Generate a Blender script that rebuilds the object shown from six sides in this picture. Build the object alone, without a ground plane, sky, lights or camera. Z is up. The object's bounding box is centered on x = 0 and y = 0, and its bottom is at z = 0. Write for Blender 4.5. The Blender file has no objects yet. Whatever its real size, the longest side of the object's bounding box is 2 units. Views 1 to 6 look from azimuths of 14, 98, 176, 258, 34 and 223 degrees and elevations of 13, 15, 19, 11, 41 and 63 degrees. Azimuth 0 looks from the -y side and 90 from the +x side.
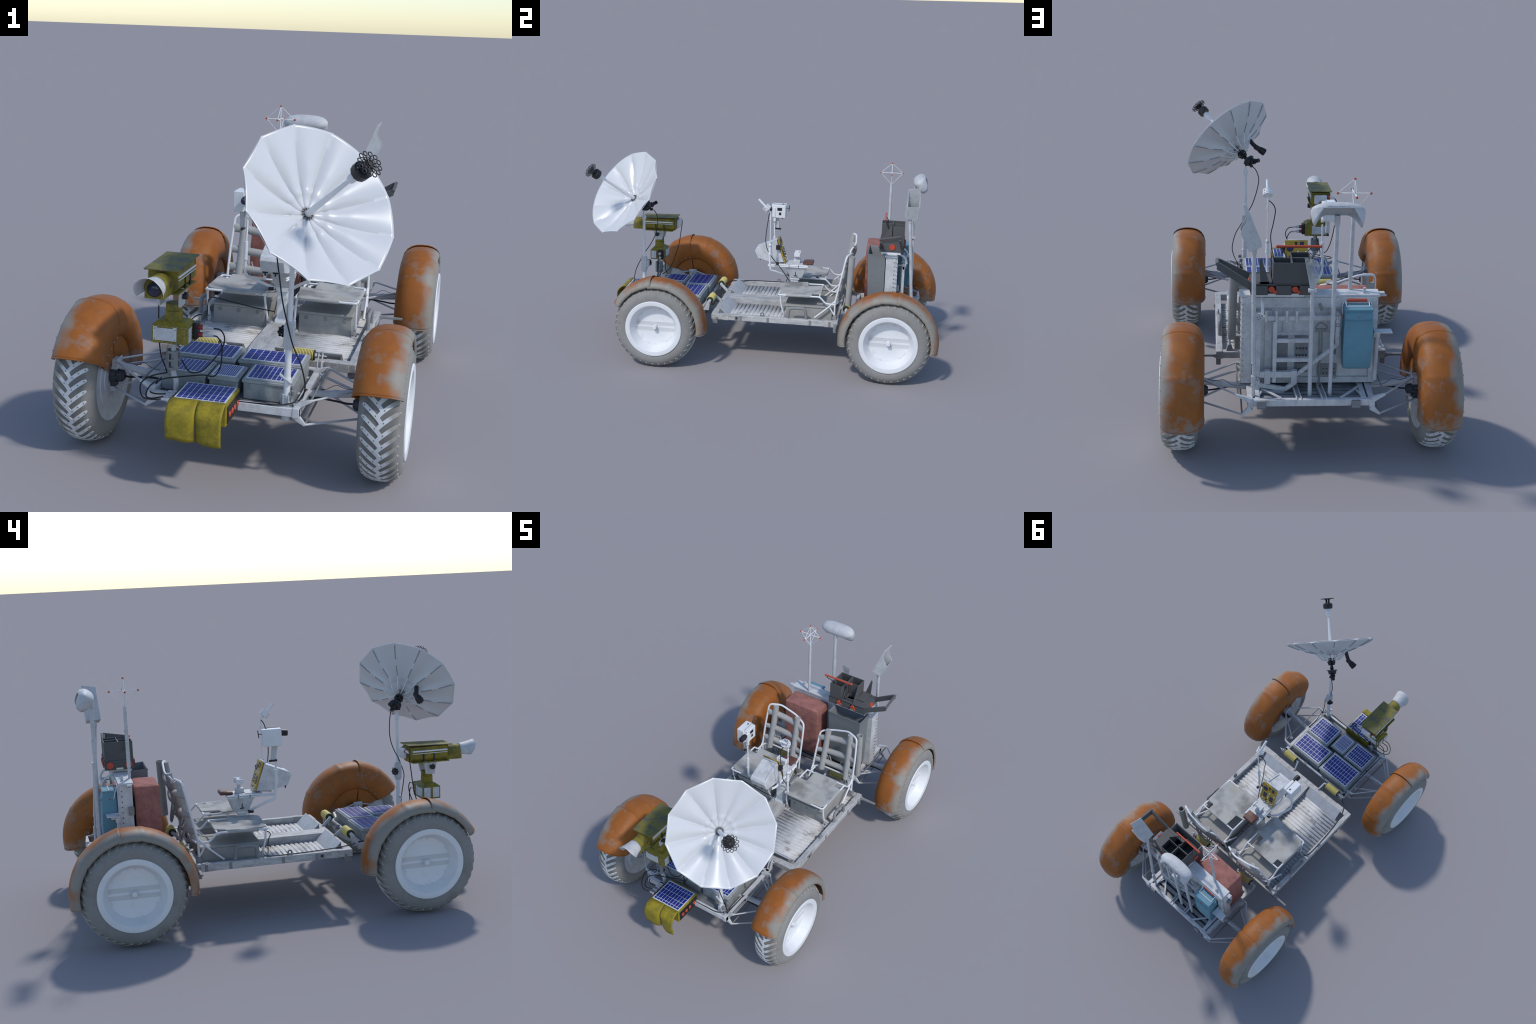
# Four-wheeled open electric lunar rover: wire-mesh style wheels with orange
# fenders, aluminium pan chassis with two folding seats, an umbrella dish on a
# mast, a television camera, boxed electronics and a rear tool pallet.
# Metres, z up, the nose points to -y.
import bpy, bmesh, math, random
from mathutils import Vector, Matrix, noise

random.seed(7)
V = Vector
TAU = math.tau


# ------------------------------------------------------------------ materials
def ramp(nt, fac, stops):
    r = nt.nodes.new("ShaderNodeValToRGB")
    el = r.color_ramp.elements
    while len(el) < len(stops):
        el.new(0.5)
    for e, (p, c) in zip(el, stops):
        e.position = p
        e.color = (c, c, c, 1) if not hasattr(c, "__len__") else (*c, 1)
    nt.links.new(fac, r.inputs["Fac"])
    return r.outputs["Color"]


def mixc(nt, fac, a, b, blend="MIX"):
    m = nt.nodes.new("ShaderNodeMix")
    m.data_type, m.blend_type = "RGBA", blend
    for i, v in ((0, fac), (6, a), (7, b)):
        if isinstance(v, (int, float)):
            m.inputs[i].default_value = v
        elif isinstance(v, tuple):
            m.inputs[i].default_value = (*v, 1)
        else:
            nt.links.new(v, m.inputs[i])
    return m.outputs[2]


def math_node(nt, op, a, b=0.0, clamp=False):
    m = nt.nodes.new("ShaderNodeMath")
    m.operation, m.use_clamp = op, clamp
    for i, v in ((0, a), (1, b)):
        if isinstance(v, (int, float)):
            m.inputs[i].default_value = v
        else:
            nt.links.new(v, m.inputs[i])
    return m.outputs[0]


class Shader:
    """Small wrapper: a Principled material with object coordinates at hand."""

    def __init__(self, name, rough=0.6, metal=0.0, spec=0.4, shift=True):
        self.m = bpy.data.materials.new(name)
        self.m.use_nodes = True
        self.nt = self.m.node_tree
        self.b = self.nt.nodes["Principled BSDF"]
        self.b.inputs["Roughness"].default_value = rough
        self.b.inputs["Metallic"].default_value = metal
        self.b.inputs["Specular IOR Level"].default_value = spec
        tc = self.nt.nodes.new("ShaderNodeTexCoord")
        self.raw = tc.outputs["Object"]
        self.co = self.raw
        if shift:
            oi = self.nt.nodes.new("ShaderNodeObjectInfo")
            add = self.nt.nodes.new("ShaderNodeVectorMath")
            add.operation = "ADD"
            sc = math_node(self.nt, "MULTIPLY", oi.outputs["Random"], 9.0)
            self.nt.links.new(self.raw, add.inputs[0])
            self.nt.links.new(sc, add.inputs[1])
            self.co = add.outputs[0]

    def noise(self, scale, detail=5, rough=0.6, stretch=None, raw=False):
        n = self.nt.nodes.new("ShaderNodeTexNoise")
        n.inputs["Scale"].default_value = scale
        n.inputs["Detail"].default_value = detail
        n.inputs["Roughness"].default_value = rough
        co = self.raw if raw else self.co
        if stretch:
            mp = self.nt.nodes.new("ShaderNodeMapping")
            mp.inputs["Scale"].default_value = stretch
            self.nt.links.new(co, mp.inputs["Vector"])
            co = mp.outputs[0]
        self.nt.links.new(co, n.inputs["Vector"])
        return n.outputs["Fac"]

    def axis(self, i):
        s = self.nt.nodes.new("ShaderNodeSeparateXYZ")
        self.nt.links.new(self.raw, s.inputs[0])
        return s.outputs[i]

    def ramp(self, fac, *stops):
        return ramp(self.nt, fac, stops)

    def mix(self, fac, a, b, blend="MIX"):
        return mixc(self.nt, fac, a, b, blend)

    def math(self, op, a, b=0.0, clamp=False):
        return math_node(self.nt, op, a, b, clamp)

    def color(self, c):
        if isinstance(c, tuple):
            self.b.inputs["Base Color"].default_value = (*c, 1)
        else:
            self.nt.links.new(c, self.b.inputs["Base Color"])
        return self

    def bump(self, fac, strength=0.2, dist=0.002):
        bm = self.nt.nodes.new("ShaderNodeBump")
        bm.inputs["Strength"].default_value = strength
        bm.inputs["Distance"].default_value = dist
        self.nt.links.new(fac, bm.inputs["Height"])
        self.nt.links.new(bm.outputs[0], self.b.inputs["Normal"])
        return self


def worn(name, base, dark, amount=0.35, scale=22, rough=0.6, metal=0.0, speck=None,
         bump=0.12, stretch=None, spec=0.4):
    s = Shader(name, rough, metal, spec)
    big = s.noise(scale, 6, 0.65, stretch)
    col = s.mix(s.ramp(big, (0.42, 0.0), (0.75, amount)), base, dark)
    fine = s.noise(scale * 6, 4, 0.7, stretch)
    col = s.mix(s.ramp(fine, (0.45, 0.0), (0.8, amount * 0.7)), col, dark)
    if speck:
        sp = s.noise(scale * 2.6, 8, 0.8)
        col = s.mix(s.ramp(sp, (0.63, 0.0), (0.68, speck)), col, tuple(c * 0.25 for c in dark))
    s.color(col)
    if bump:
        s.bump(fine, bump, 0.001)
    return s.m


def plain(name, c, rough=0.5, metal=0.0, spec=0.4):
    s = Shader(name, rough, metal, spec)
    f = s.noise(60, 4)
    s.color(s.mix(s.ramp(f, (0.35, 0.0), (0.75, 0.35)), c, tuple(x * 0.7 for x in c)))
    return s.m


MT = {}
MT["white"] = worn("white_paint", (0.63, 0.64, 0.66), (0.24, 0.24, 0.24), 0.52, 22, 0.5, speck=0.65)
MT["white_clean"] = worn("clean_white_paint", (0.75, 0.76, 0.78), (0.52, 0.52, 0.52), 0.28, 14, 0.5)
MT["white_shell"] = worn("scuffed_white_shell", (0.56, 0.57, 0.59), (0.28, 0.28, 0.28), 0.48, 30, 0.55, speck=0.65)
MT["alu"] = worn("dirty_aluminium", (0.52, 0.52, 0.52), (0.17, 0.16, 0.15), 0.7, 14, 0.55, stretch=(3, 1, 3), speck=0.5)
MT["frame"] = worn("frame_aluminium", (0.61, 0.62, 0.64), (0.24, 0.24, 0.24), 0.55, 26, 0.5, speck=0.65)
MT["board"] = worn("grimy_board", (0.62, 0.635, 0.65), (0.24, 0.24, 0.24), 0.45, 24, 0.55, speck=0.8)
MT["slat"] = worn("grimy_slat", (0.36, 0.37, 0.38), (0.12, 0.12, 0.125), 0.7, 30, 0.55)
MT["strut"] = worn("strut_aluminium", (0.55, 0.56, 0.58), (0.30, 0.30, 0.31), 0.35, 30, 0.5)
MT["grey_metal"] = worn("grey_metal", (0.24, 0.245, 0.25), (0.12, 0.12, 0.12), 0.4, 30, 0.5)
MT["box_grey"] = worn("battery_box_paint", (0.34, 0.36, 0.365), (0.16, 0.18, 0.19), 0.65, 18, 0.6, stretch=(2, 2, 1))
MT["rivet"] = plain("dark_rivet", (0.12, 0.12, 0.12))
MT["stud"] = plain("dusty_stud", (0.36, 0.345, 0.315))
MT["web"] = worn("grey_webbing", (0.40, 0.395, 0.385), (0.25, 0.24, 0.235), 0.4, 25, 0.9, bump=0.3, spec=0.15)
MT["locker"] = worn("grey_locker", (0.36, 0.355, 0.34), (0.24, 0.235, 0.22), 0.5, 14, 0.75, bump=0.1, spec=0.2)
MT["bin_grey"] = worn("grey_bin", (0.20, 0.215, 0.225), (0.13, 0.14, 0.145), 0.4, 12, 0.7)
MT["rack"] = worn("charcoal_rack", (0.095, 0.095, 0.097), (0.06, 0.06, 0.06), 0.3, 12, 0.65)
MT["black"] = plain("black_plastic", (0.018, 0.018, 0.02), 0.45)
MT["rubber"] = plain("black_cable", (0.012, 0.012, 0.014), 0.5)
MT["motor"] = plain("dark_motor", (0.055, 0.058, 0.07), 0.5)
MT["red"] = plain("red_paint", (0.52, 0.075, 0.035), 0.45)
MT["red_dark"] = plain("dark_red_plug", (0.30, 0.04, 0.03), 0.45)
MT["crate"] = worn("rust_pink_fabric", (0.40, 0.175, 0.15), (0.20, 0.09, 0.08), 0.9, 24, 0.85, bump=0.4, spec=0.15)
MT["blue"] = worn("faded_blue_vinyl", (0.125, 0.29, 0.38), (0.12, 0.21, 0.255), 0.45, 22, 0.6)
MT["roller"] = worn("yellow_coil", (0.74, 0.62, 0.20), (0.6, 0.48, 0.14), 0.3, 40, 0.6)
MT["roller_dark"] = plain("dark_green_core", (0.035, 0.045, 0.03), 0.6)
MT["gold_panel"] = worn("ochre_instrument_panel", (0.47, 0.31, 0.035), (0.30, 0.19, 0.03), 0.3, 40, 0.5)
MT["navy"] = plain("navy_dial", (0.03, 0.03, 0.085), 0.4)
MT["brown"] = plain("brown_leather", (0.12, 0.048, 0.036), 0.5)
MT["cell_line"] = plain("cell_frame", (0.62, 0.65, 0.70), 0.4)
MT["cream"] = plain("cream_label", (0.78, 0.74, 0.6), 0.6)
MT["lens"] = plain("navy_lens", (0.01, 0.012, 0.05), 0.08, spec=0.8)


def solar_material():
    s = Shader("solar_cell", 0.45, 0.0, 0.35)
    n = s.noise(18, 3)
    s.color(s.mix(s.ramp(n, (0.35, 0.0), (0.7, 1.0)), (0.012, 0.022, 0.185), (0.024, 0.038, 0.25)))
    return s.m


def insulation_material(name, base, dark, amount):
    s = Shader(name, 0.6, 0.0, 0.3)
    n = s.noise(24, 7, 0.7)
    f = s.noise(110, 5, 0.75)
    col = s.mix(s.ramp(n, (0.40, 0.0), (0.66, amount)), base, dark)
    col = s.mix(s.ramp(f, (0.5, 0.0), (0.75, 0.6)), col, tuple(c * 0.5 for c in dark))
    s.color(col).bump(f, 0.3, 0.001)
    return s.m


def fender_material(side):
    """Orange shell; grey dust on the outboard side, toward the ends and in blotches."""
    s = Shader("orange_fender", 0.55, 0.0, 0.35, shift=False)
    big = s.noise(8, 2, 0.5)
    mid = s.noise(19, 3, 0.55)
    fine = s.noise(48, 6, 0.7)
    c = lambda f, k: s.math("MULTIPLY", s.math("SUBTRACT", f, 0.5), k)
    x = s.math("MULTIPLY", s.axis(0), side)
    out = s.math("MULTIPLY", s.math("SUBTRACT", x, 0.014), 20.0)
    m1 = s.math("ADD", s.math("ADD", out, c(big, 2.6)), s.math("ADD", c(mid, 1.2), c(fine, 0.6)))
    low = s.math("MULTIPLY", s.math("SUBTRACT", 0.035, s.axis(2)), 11.0)
    m2 = s.math("ADD", s.math("ADD", low, c(big, 2.4)), s.math("ADD", c(mid, 2.4), c(fine, 2.6)))
    m3 = s.math("ADD", s.math("ADD", c(mid, 1.6), c(fine, 2.2)), s.math("ADD", c(big, 2.0), -0.22))
    m = s.math("MAXIMUM", s.math("MINIMUM", m1, 1.0), s.math("MINIMUM", m2, 0.66))
    m = s.math("MAXIMUM", m, s.math("MINIMUM", m3, 0.34))
    mask = s.ramp(m, (0.0, 0.0), (1.0, 1.0))
    orange = s.mix(s.ramp(mid, (0.3, 0.0), (0.7, 1.0)), (0.335, 0.110, 0.018), (0.275, 0.088, 0.0155))
    s.color(s.mix(mask, orange, (0.262, 0.245, 0.215)))
    s.bump(fine, 0.1, 0.001)
    return s.m


def tyre_material():
    """Woven mesh: dusty sidewalls, running band darkened with strap-groove shading, faint stains."""
    s = Shader("dusty_wire_mesh", 0.88, 0.0, 0.2, shift=False)
    n, f, big = s.noise(13, 6, 0.65), s.noise(150, 4, 0.6), s.noise(6, 3)
    ax_ = s.math("ABSOLUTE", s.axis(0))
    band = s.ramp(s.math("ADD", s.math("MULTIPLY", s.math("SUBTRACT", 0.056, ax_), 70.0), s.math("MULTIPLY", s.math("SUBTRACT", n, 0.5), 1.2)), (0.0, 0.0), (1.0, 0.85))
    col = s.mix(s.ramp(big, (0.35, 0.0), (0.65, 1.0)), (0.285, 0.28, 0.272), (0.250, 0.242, 0.228))
    col = s.mix(s.ramp(n, (0.55, 0.0), (0.72, 0.55)), col, (0.19, 0.172, 0.145))
    col = s.mix(band, col, (0.165, 0.16, 0.152))
    col = s.mix(s.ramp(f, (0.4, 0.0), (0.75, 0.3)), col, (0.13, 0.125, 0.12))
    s.color(col).bump(f, 0.3, 0.001)
    return s.m


def cleat_material(side):
    """Pale metal strap, caked with dust toward the outboard shoulder."""
    s = Shader("titanium_cleat", 0.55, 0.0, 0.35, shift=False)
    n = s.noise(34, 5, 0.65)
    x = s.math("MULTIPLY", s.axis(0), side)
    m = s.math("ADD", s.math("MULTIPLY", s.math("SUBTRACT", x, 0.020), 60.0), s.math("MULTIPLY", s.math("SUBTRACT", n, 0.5), 2.4))
    col = s.mix(s.ramp(n, (0.4, 0.0), (0.75, 0.4)), (0.63, 0.65, 0.67), (0.44, 0.44, 0.44))
    s.color(s.mix(s.ramp(m, (0.0, 0.0), (1.0, 0.92)), col, (0.285, 0.27, 0.24)))
    return s.m


def disc_material():
    """White wheel disc: two grey horizontal bands and dirt along the rim."""
    s = Shader("wheel_disc", 0.5, 0.0, 0.4, shift=False)
    az = s.math("ABSOLUTE", s.axis(2))
    y, z = s.axis(1), s.axis(2)
    r = s.math("SQRT", s.math("ADD", s.math("MULTIPLY", y, y), s.math("MULTIPLY", z, z)))
    lo = s.math("GREATER_THAN", az, 0.0055)
    hi = s.math("LESS_THAN", az, 0.026)
    inside = s.math("LESS_THAN", r, 0.112)
    band = s.math("MULTIPLY", s.math("MULTIPLY", lo, hi), inside)
    n = s.noise(30, 7, 0.7)
    edge = s.ramp(s.math("ADD", s.math("MULTIPLY", s.math("SUBTRACT", r, 0.092), 22.0),
                         s.math("MULTIPLY", s.math("SUBTRACT", n, 0.55), 3.0)), (0.0, 0.0), (0.9, 0.7))
    keep = s.math("MULTIPLY", edge, s.math("LESS_THAN", r, 0.113))
    col = s.mix(s.math("MULTIPLY", band, 0.8), (0.76, 0.77, 0.79), (0.58, 0.58, 0.59))
    col = s.mix(keep, col, (0.42, 0.40, 0.37))
    col = s.mix(s.ramp(n, (0.55, 0.0), (0.8, 0.35)), col, (0.5, 0.49, 0.47))
    s.color(col)
    return s.m


def seat_material():
    """Grey woven seat with soft brown and charcoal stains."""
    s = Shader("stained_seat_fabric", 0.9, 0.0, 0.15)
    n = s.noise(9, 3, 0.5)
    n2 = s.noise(13, 2, 0.5, (1.3, 0.8, 1))
    f = s.noise(160, 3)
    col = s.mix(s.ramp(n, (0.44, 0.0), (0.64, 0.8)), (0.44, 0.435, 0.42), (0.17, 0.165, 0.16))
    col = s.mix(s.ramp(n2, (0.55, 0.0), (0.72, 0.5)), col, (0.40, 0.36, 0.27))
    s.color(col).bump(f, 0.15, 0.001)
    return s.m


def floor_material():
    """Aluminium floor, grimy in broad patches with black scuffs."""
    s = Shader("scuffed_floor", 0.5, 0.0, 0.4)
    n = s.noise(11, 6, 0.65)
    st = s.noise(26, 6, 0.7, (0.5, 3.0, 1))
    col = s.mix(s.ramp(n, (0.42, 0.0), (0.7, 0.6)), (0.61, 0.61, 0.61), (0.36, 0.34, 0.31))
    col = s.mix(s.ramp(s.math("MULTIPLY", n, st), (0.275, 0.0), (0.385, 0.8)), col, (0.10, 0.095, 0.09))
    s.color(col).bump(st, 0.1, 0.001)
    return s.m


MT["solar"] = solar_material()
MT["yellow"] = insulation_material("yellow_blanket", (0.31, 0.245, 0.017), (0.14, 0.115, 0.02), 0.85)
MT["olive"] = insulation_material("olive_blanket", (0.27, 0.215, 0.018), (0.085, 0.085, 0.045), 0.75)
MT["olive_top"] = insulation_material("faded_olive_blanket", (0.20, 0.175, 0.03), (0.075, 0.085, 0.085), 0.95)
MT["fender+"] = fender_material(1)
MT["fender-"] = fender_material(-1)
MT["tyre"] = tyre_material()
MT["cleat+"] = cleat_material(1)
MT["cleat-"] = cleat_material(-1)
MT["disc"] = disc_material()
MT["seat"] = seat_material()
MT["floor"] = floor_material()
MT["dish"] = worn("white_dish_fabric", (0.60, 0.61, 0.63), (0.54, 0.55, 0.57), 0.2, 7, 0.34, bump=0.0, spec=0.9)
MT["dish_back"] = worn("grey_dish_back", (0.62, 0.63, 0.64), (0.5, 0.5, 0.5), 0.3, 8, 0.6)


# ------------------------------------------------------------- mesh building
def basis(d):
    d = V(d).normalized()
    a = V((0, 0, 1)) if abs(d.z) < 0.9 else V((1, 0, 0))
    u = d.cross(a).normalized()
    return u, d.cross(u).normalized(), d


class Build:
    def __init__(self):
        self.v, self.f, self.mi, self.cur = [], [], [], 0

    def slot(self, i):
        self.cur = i
        return self

    def _f(self, *idx):
        self.f.append(tuple(idx))
        self.mi.append(self.cur)

    def add(self, verts, faces):
        o = len(self.v)
        self.v += [V(p) for p in verts]
        for f in faces:
            self._f(*[i + o for i in f])
        return self

    def box(self, x0, x1, y0, y1, z0, z1, rot=None, at=None):
        c = [V((x, y, z)) for z in (z0, z1) for y in (y0, y1) for x in (x0, x1)]
        if rot is not None:
            m = V(at) if at is not None else sum(c, V()) / 8
            c = [rot @ (p - m) + m for p in c]
        return self.add(c, [(0, 2, 3, 1), (4, 5, 7, 6), (0, 1, 5, 4), (2, 6, 7, 3), (0, 4, 6, 2), (1, 3, 7, 5)])

    def loft(self, rings, close_ring=True, caps=True, close_path=False):
        n, o = len(rings[0]), len(self.v)
        for r in rings:
            self.v += [V(p) for p in r]
        m = len(rings)
        for i in range(m if close_path else m - 1):
            a, b = o + i * n, o + ((i + 1) % m) * n
            for j in range(n if close_ring else n - 1):
                k = (j + 1) % n
                self._f(a + j, a + k, b + k, b + j)
        if caps and close_ring and not close_path:
            self._f(*[o + j for j in reversed(range(n))])
            self._f(*[o + (m - 1) * n + j for j in range(n)])
        return self

    def cyl(self, p0, p1, r0, r1=None, n=14, caps=True):
        r1 = r0 if r1 is None else r1
        p0, p1 = V(p0), V(p1)
        u, w, _ = basis(p1 - p0)
        ring = lambda p, r: [p + (u * math.cos(TAU * i / n) + w * math.sin(TAU * i / n)) * r for i in range(n)]
        return self.loft([ring(p0, r0), ring(p1, r1)], caps=caps)

    def bar(self, p0, p1, w, h, up=(0, 0, 1)):
        """Rectangular bar from p0 to p1, w across and h along 'up'."""
        p0, p1 = V(p0), V(p1)
        d = (p1 - p0).normalized()
        s = d.cross(V(up)).normalized() * w / 2
        t = s.cross(d).normalized() * h / 2
        return self.loft([[p + s + t, p - s + t, p - s - t, p + s - t] for p in (p0, p1)])

    def tube(self, pts, r, n=8, fillet=0.0, closed=False, caps=True, seg=4):
        pts = [V(p) for p in pts]
        if fillet:
            out = []
            m = len(pts)
            for i, p in enumerate(pts):
                if not closed and i in (0, m - 1):
                    out.append(p)
                    continue
                a, b = pts[i - 1] - p, pts[(i + 1) % m] - p
                q = min(fillet, a.length * 0.45, b.length * 0.45)
                pa, pb = p + a.normalized() * q, p + b.normalized() * q
                for k in range(seg + 1):
                    t = k / seg
                    out.append(pa * (1 - t) ** 2 + p * 2 * t * (1 - t) + pb * t * t)
            pts = out
        m = len(pts)
        rad = r if callable(r) else (lambda t: r)
        tan = []
        for i in range(m):
            a = pts[i - 1] if (i or closed) else pts[i]
            b = pts[(i + 1) % m] if (i < m - 1 or closed) else pts[i]
            tan.append((b - a).normalized())
        u, w, _ = basis(tan[0])
        rings = []
        for i in range(m):
            if i:
                q = tan[i - 1].rotation_difference(tan[i])
                u = q @ u
                w = q @ w
            rr = rad(i / max(1, m - 1))
            rings.append([pts[i] + (u * math.cos(TAU * j / n) + w * math.sin(TAU * j / n)) * rr for j in range(n)])
        return self.loft(rings, caps=caps, close_path=closed)

    def spline(self, pts, r, n=7, per=7):
        """Smooth cable through control points (Catmull-Rom)."""
        pts = [V(p) for p in pts]
        q = [pts[0] * 2 - pts[1]] + pts + [pts[-1] * 2 - pts[-2]]
        out = []
        for i in range(1, len(q) - 2):
            a, b, c, d = q[i - 1:i + 3]
            for k in range(per):
                t = k / per
                out.append(0.5 * ((2 * b) + (c - a) * t + (2 * a - 5 * b + 4 * c - d) * t * t + (3 * b - a - 3 * c + d) * t ** 3))
        out.append(pts[-1])
        return self.tube(out, r, n)

    def lathe(self, prof, at, axis, n=32, caps=False, a0=0.0, a1=TAU, closed_prof=False):
        """prof: (radius, distance along axis) pairs."""
        at = V(at)
        u, w, d = basis(axis)
        full = abs(a1 - a0 - TAU) < 1e-6
        m = n if full else n + 1
        rings = []
        for i in range(m):
            a = a0 + (a1 - a0) * i / n
            e = u * math.cos(a) + w * math.sin(a)
            rings.append([at + e * r + d * h for r, h in prof])
        return self.loft(rings, close_ring=closed_prof, caps=caps, close_path=full)

    def ball(self, c, r, n=10, sz=1.0):
        prof = [(r * math.sin(math.pi * i / n), -r * sz * math.cos(math.pi * i / n)) for i in range(n + 1)]
        prof[0], prof[-1] = (1e-5, -r * sz), (1e-5, r * sz)
        return self.lathe(prof, c, (0, 0, 1), n * 2)

    def prism(self, poly, thick):
        """Extrude a planar polygon by the vector 'thick'."""
        poly = [V(p) for p in poly]
        t = V(thick)
        return self.loft([poly, [p + t for p in poly]])

    def ring(self, c, axis, R, r, n=14, k=6):
        u, w, _ = basis(axis)
        c = V(c)
        return self.tube([c + (u * math.cos(TAU * i / n) + w * math.sin(TAU * i / n)) * R for i in range(n)], r, k, closed=True)

    def obj(self, name, mat, parent=None, bevel=0.0, angle=35, solid=0.0, origin=None, kind=None, center=True, seg=2):
        mats = mat if isinstance(mat, (list, tuple)) else [mat]
        if origin is None:
            if center:
                lo = V([min(p[i] for p in self.v) for i in range(3)])
                hi = V([max(p[i] for p in self.v) for i in range(3)])
                origin = (lo + hi) / 2
            else:
                origin = V()
        origin = V(origin)
        me = bpy.data.meshes.new(name)
        me.from_pydata([p - origin for p in self.v], [], self.f)
        for m in mats:
            me.materials.append(MT[m])
        me.polygons.foreach_set("material_index", self.mi)
        bm = bmesh.new()
        bm.from_mesh(me)
        bmesh.ops.remove_doubles(bm, verts=bm.verts, dist=1e-6)
        bmesh.ops.recalc_face_normals(bm, faces=bm.faces)
        bm.to_mesh(me)
        bm.free()
        me.polygons.foreach_set("use_smooth", [True] * len(me.polygons))
        me.set_sharp_from_angle(angle=math.radians(angle))
        return place(me, name, parent, origin, bevel, solid, kind, seg)


WORLD = {}


def place(me, name, parent, origin, bevel=0.0, solid=0.0, kind=None, seg=2):
    ob = bpy.data.objects.new(name, me)
    bpy.context.scene.collection.objects.link(ob)
    WORLD[ob] = V(origin)
    if parent:
        ob.parent = parent
        ob.location = V(origin) - WORLD[parent]
    else:
        ob.location = origin
    if solid:
        md = ob.modifiers.new("solidify", "SOLIDIFY")
        md.thickness, md.offset = solid, 0.0
    if bevel:
        md = ob.modifiers.new("bevel", "BEVEL")
        md.width, md.segments, md.limit_method, md.angle_limit = bevel, seg, "ANGLE", math.radians(40)
        md.harden_normals = False
    if kind:
        ob["kind"] = kind
    return ob


def group(name, parent, at):
    ob = bpy.data.objects.new(name, None)
    ob.empty_display_size = 0.02
    bpy.context.scene.collection.objects.link(ob)
    WORLD[ob] = V(at)
    if parent:
        ob.parent = parent
        ob.location = V(at) - WORLD[parent]
    else:
        ob.location = at
    return ob


def mir(p, s):
    return V((p[0] * s, p[1], p[2]))


rover = group("lunar_rover", None, (0, 0, 0))
rover["label"] = "open four-wheeled moon buggy with orange fenders and white umbrella dish"
rover["category"] = "lunar rover"


# -------------------------------------------------------------------- wheels
R = 0.2285
WX, FRONT_Y, REAR_Y = 0.506, -0.547, 0.734
TYRE = [(0.0, 0.2270), (0.020, 0.2262), (0.036, 0.2225), (0.050, 0.2160), (0.060, 0.2080), (0.067, 0.1980),
        (0.0715, 0.1850), (0.0725, 0.1700), (0.070, 0.1560), (0.066, 0.1500)]


def tyre_radius(x):
    x = abs(x)
    for (xa, ra), (xb, rb) in zip(TYRE, TYRE[1:]):
        if x <= xb:
            return ra + (rb - ra) * (x - xa) / (xb - xa)
    return TYRE[-1][1]


def tyre_mesh():
    b = Build()
    prof = [(r, -x) for x, r in reversed(TYRE)] + [(r, x) for x, r in TYRE[1:]]
    prof = [(p[0] + 0.0008 * math.sin(7 * p[1] * 40), p[1]) for p in prof]
    b.lathe(prof, (0, 0, 0), (1, 0, 0), 96)
    for p in b.v:  # the woven tyre sags and puckers slightly
        k = 1 + 0.006 * (noise.noise(p * 26) + 0.5 * noise.noise(p * 60))
        p.y *= k
        p.z *= k
    return b


def cleat_build(side, s):
    """One chevron strap from the tread centre to the shoulder; tips lead upward at the nose."""
    b, n = Build(), 9
    rings = []
    for i in range(n + 1):
        t = i / n
        x = side * (-0.006 + 0.0625 * t)
        ang = -0.25 + 0.25 * t ** 0.82
        w = 0.0064 * (1.0 if t < 0.93 else 0.55)
        # across-strap direction in the (x, arc) plane
        dx, da = side * 0.0625, 0.23 * R * (0.82 * max(t, 0.08) ** -0.18)
        ln = math.hypot(dx, da)
        nx, na = -da / ln * w, dx / ln * w
        ring = []
        for q, h in ((1, -0.002), (1, 0.0026), (-1, 0.0026), (-1, -0.002)):
            xx, aa = x + q * nx, ang + q * na / R
            rr = tyre_radius(xx) + h
            ring.append(V((xx * s, -rr * math.cos(aa), rr * math.sin(aa))))
        rings.append(ring)
    return b.loft(rings)


def rivet_build(s):
    b = Build()
    for side in (1, -1):
        for i in range(N_CLEAT):
            th = TAU * (i + (0.5 if side < 0 else 0.0)) / N_CLEAT
            for t in (0.30, 0.60, 0.88):
                if side > 0 and t > 0.5:
                    continue
                x = side * (-0.006 + 0.0625 * t)
                a = th - 0.25 + 0.25 * t ** 0.82
                rr = tyre_radius(x)
                d = V((0, -math.cos(a), math.sin(a)))
                nrm = (d + V((side * (0.1 + t * 0.9) * (0.3 if t < 0.8 else 0.9), 0, 0))).normalized()
                p = V((x, 0, 0)) + d * rr
                b.cyl(mir(p, s), mir(p + nrm * 0.0030, s), 0.0023, 0.0022, 6)
    return b


def stud_build(s):
    b = Build()
    for i in range(N_CLEAT):
        a = TAU * i / N_CLEAT
        d = V((0, -math.cos(a), math.sin(a)))
        p = V((0.058, 0, 0)) + d * 0.2085
        nrm = (d * 0.75 + V((0.66, 0, 0))).normalized()
        b.ball(mir(p - nrm * 0.0008, s), 0.0052, 5)
    return b


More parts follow.
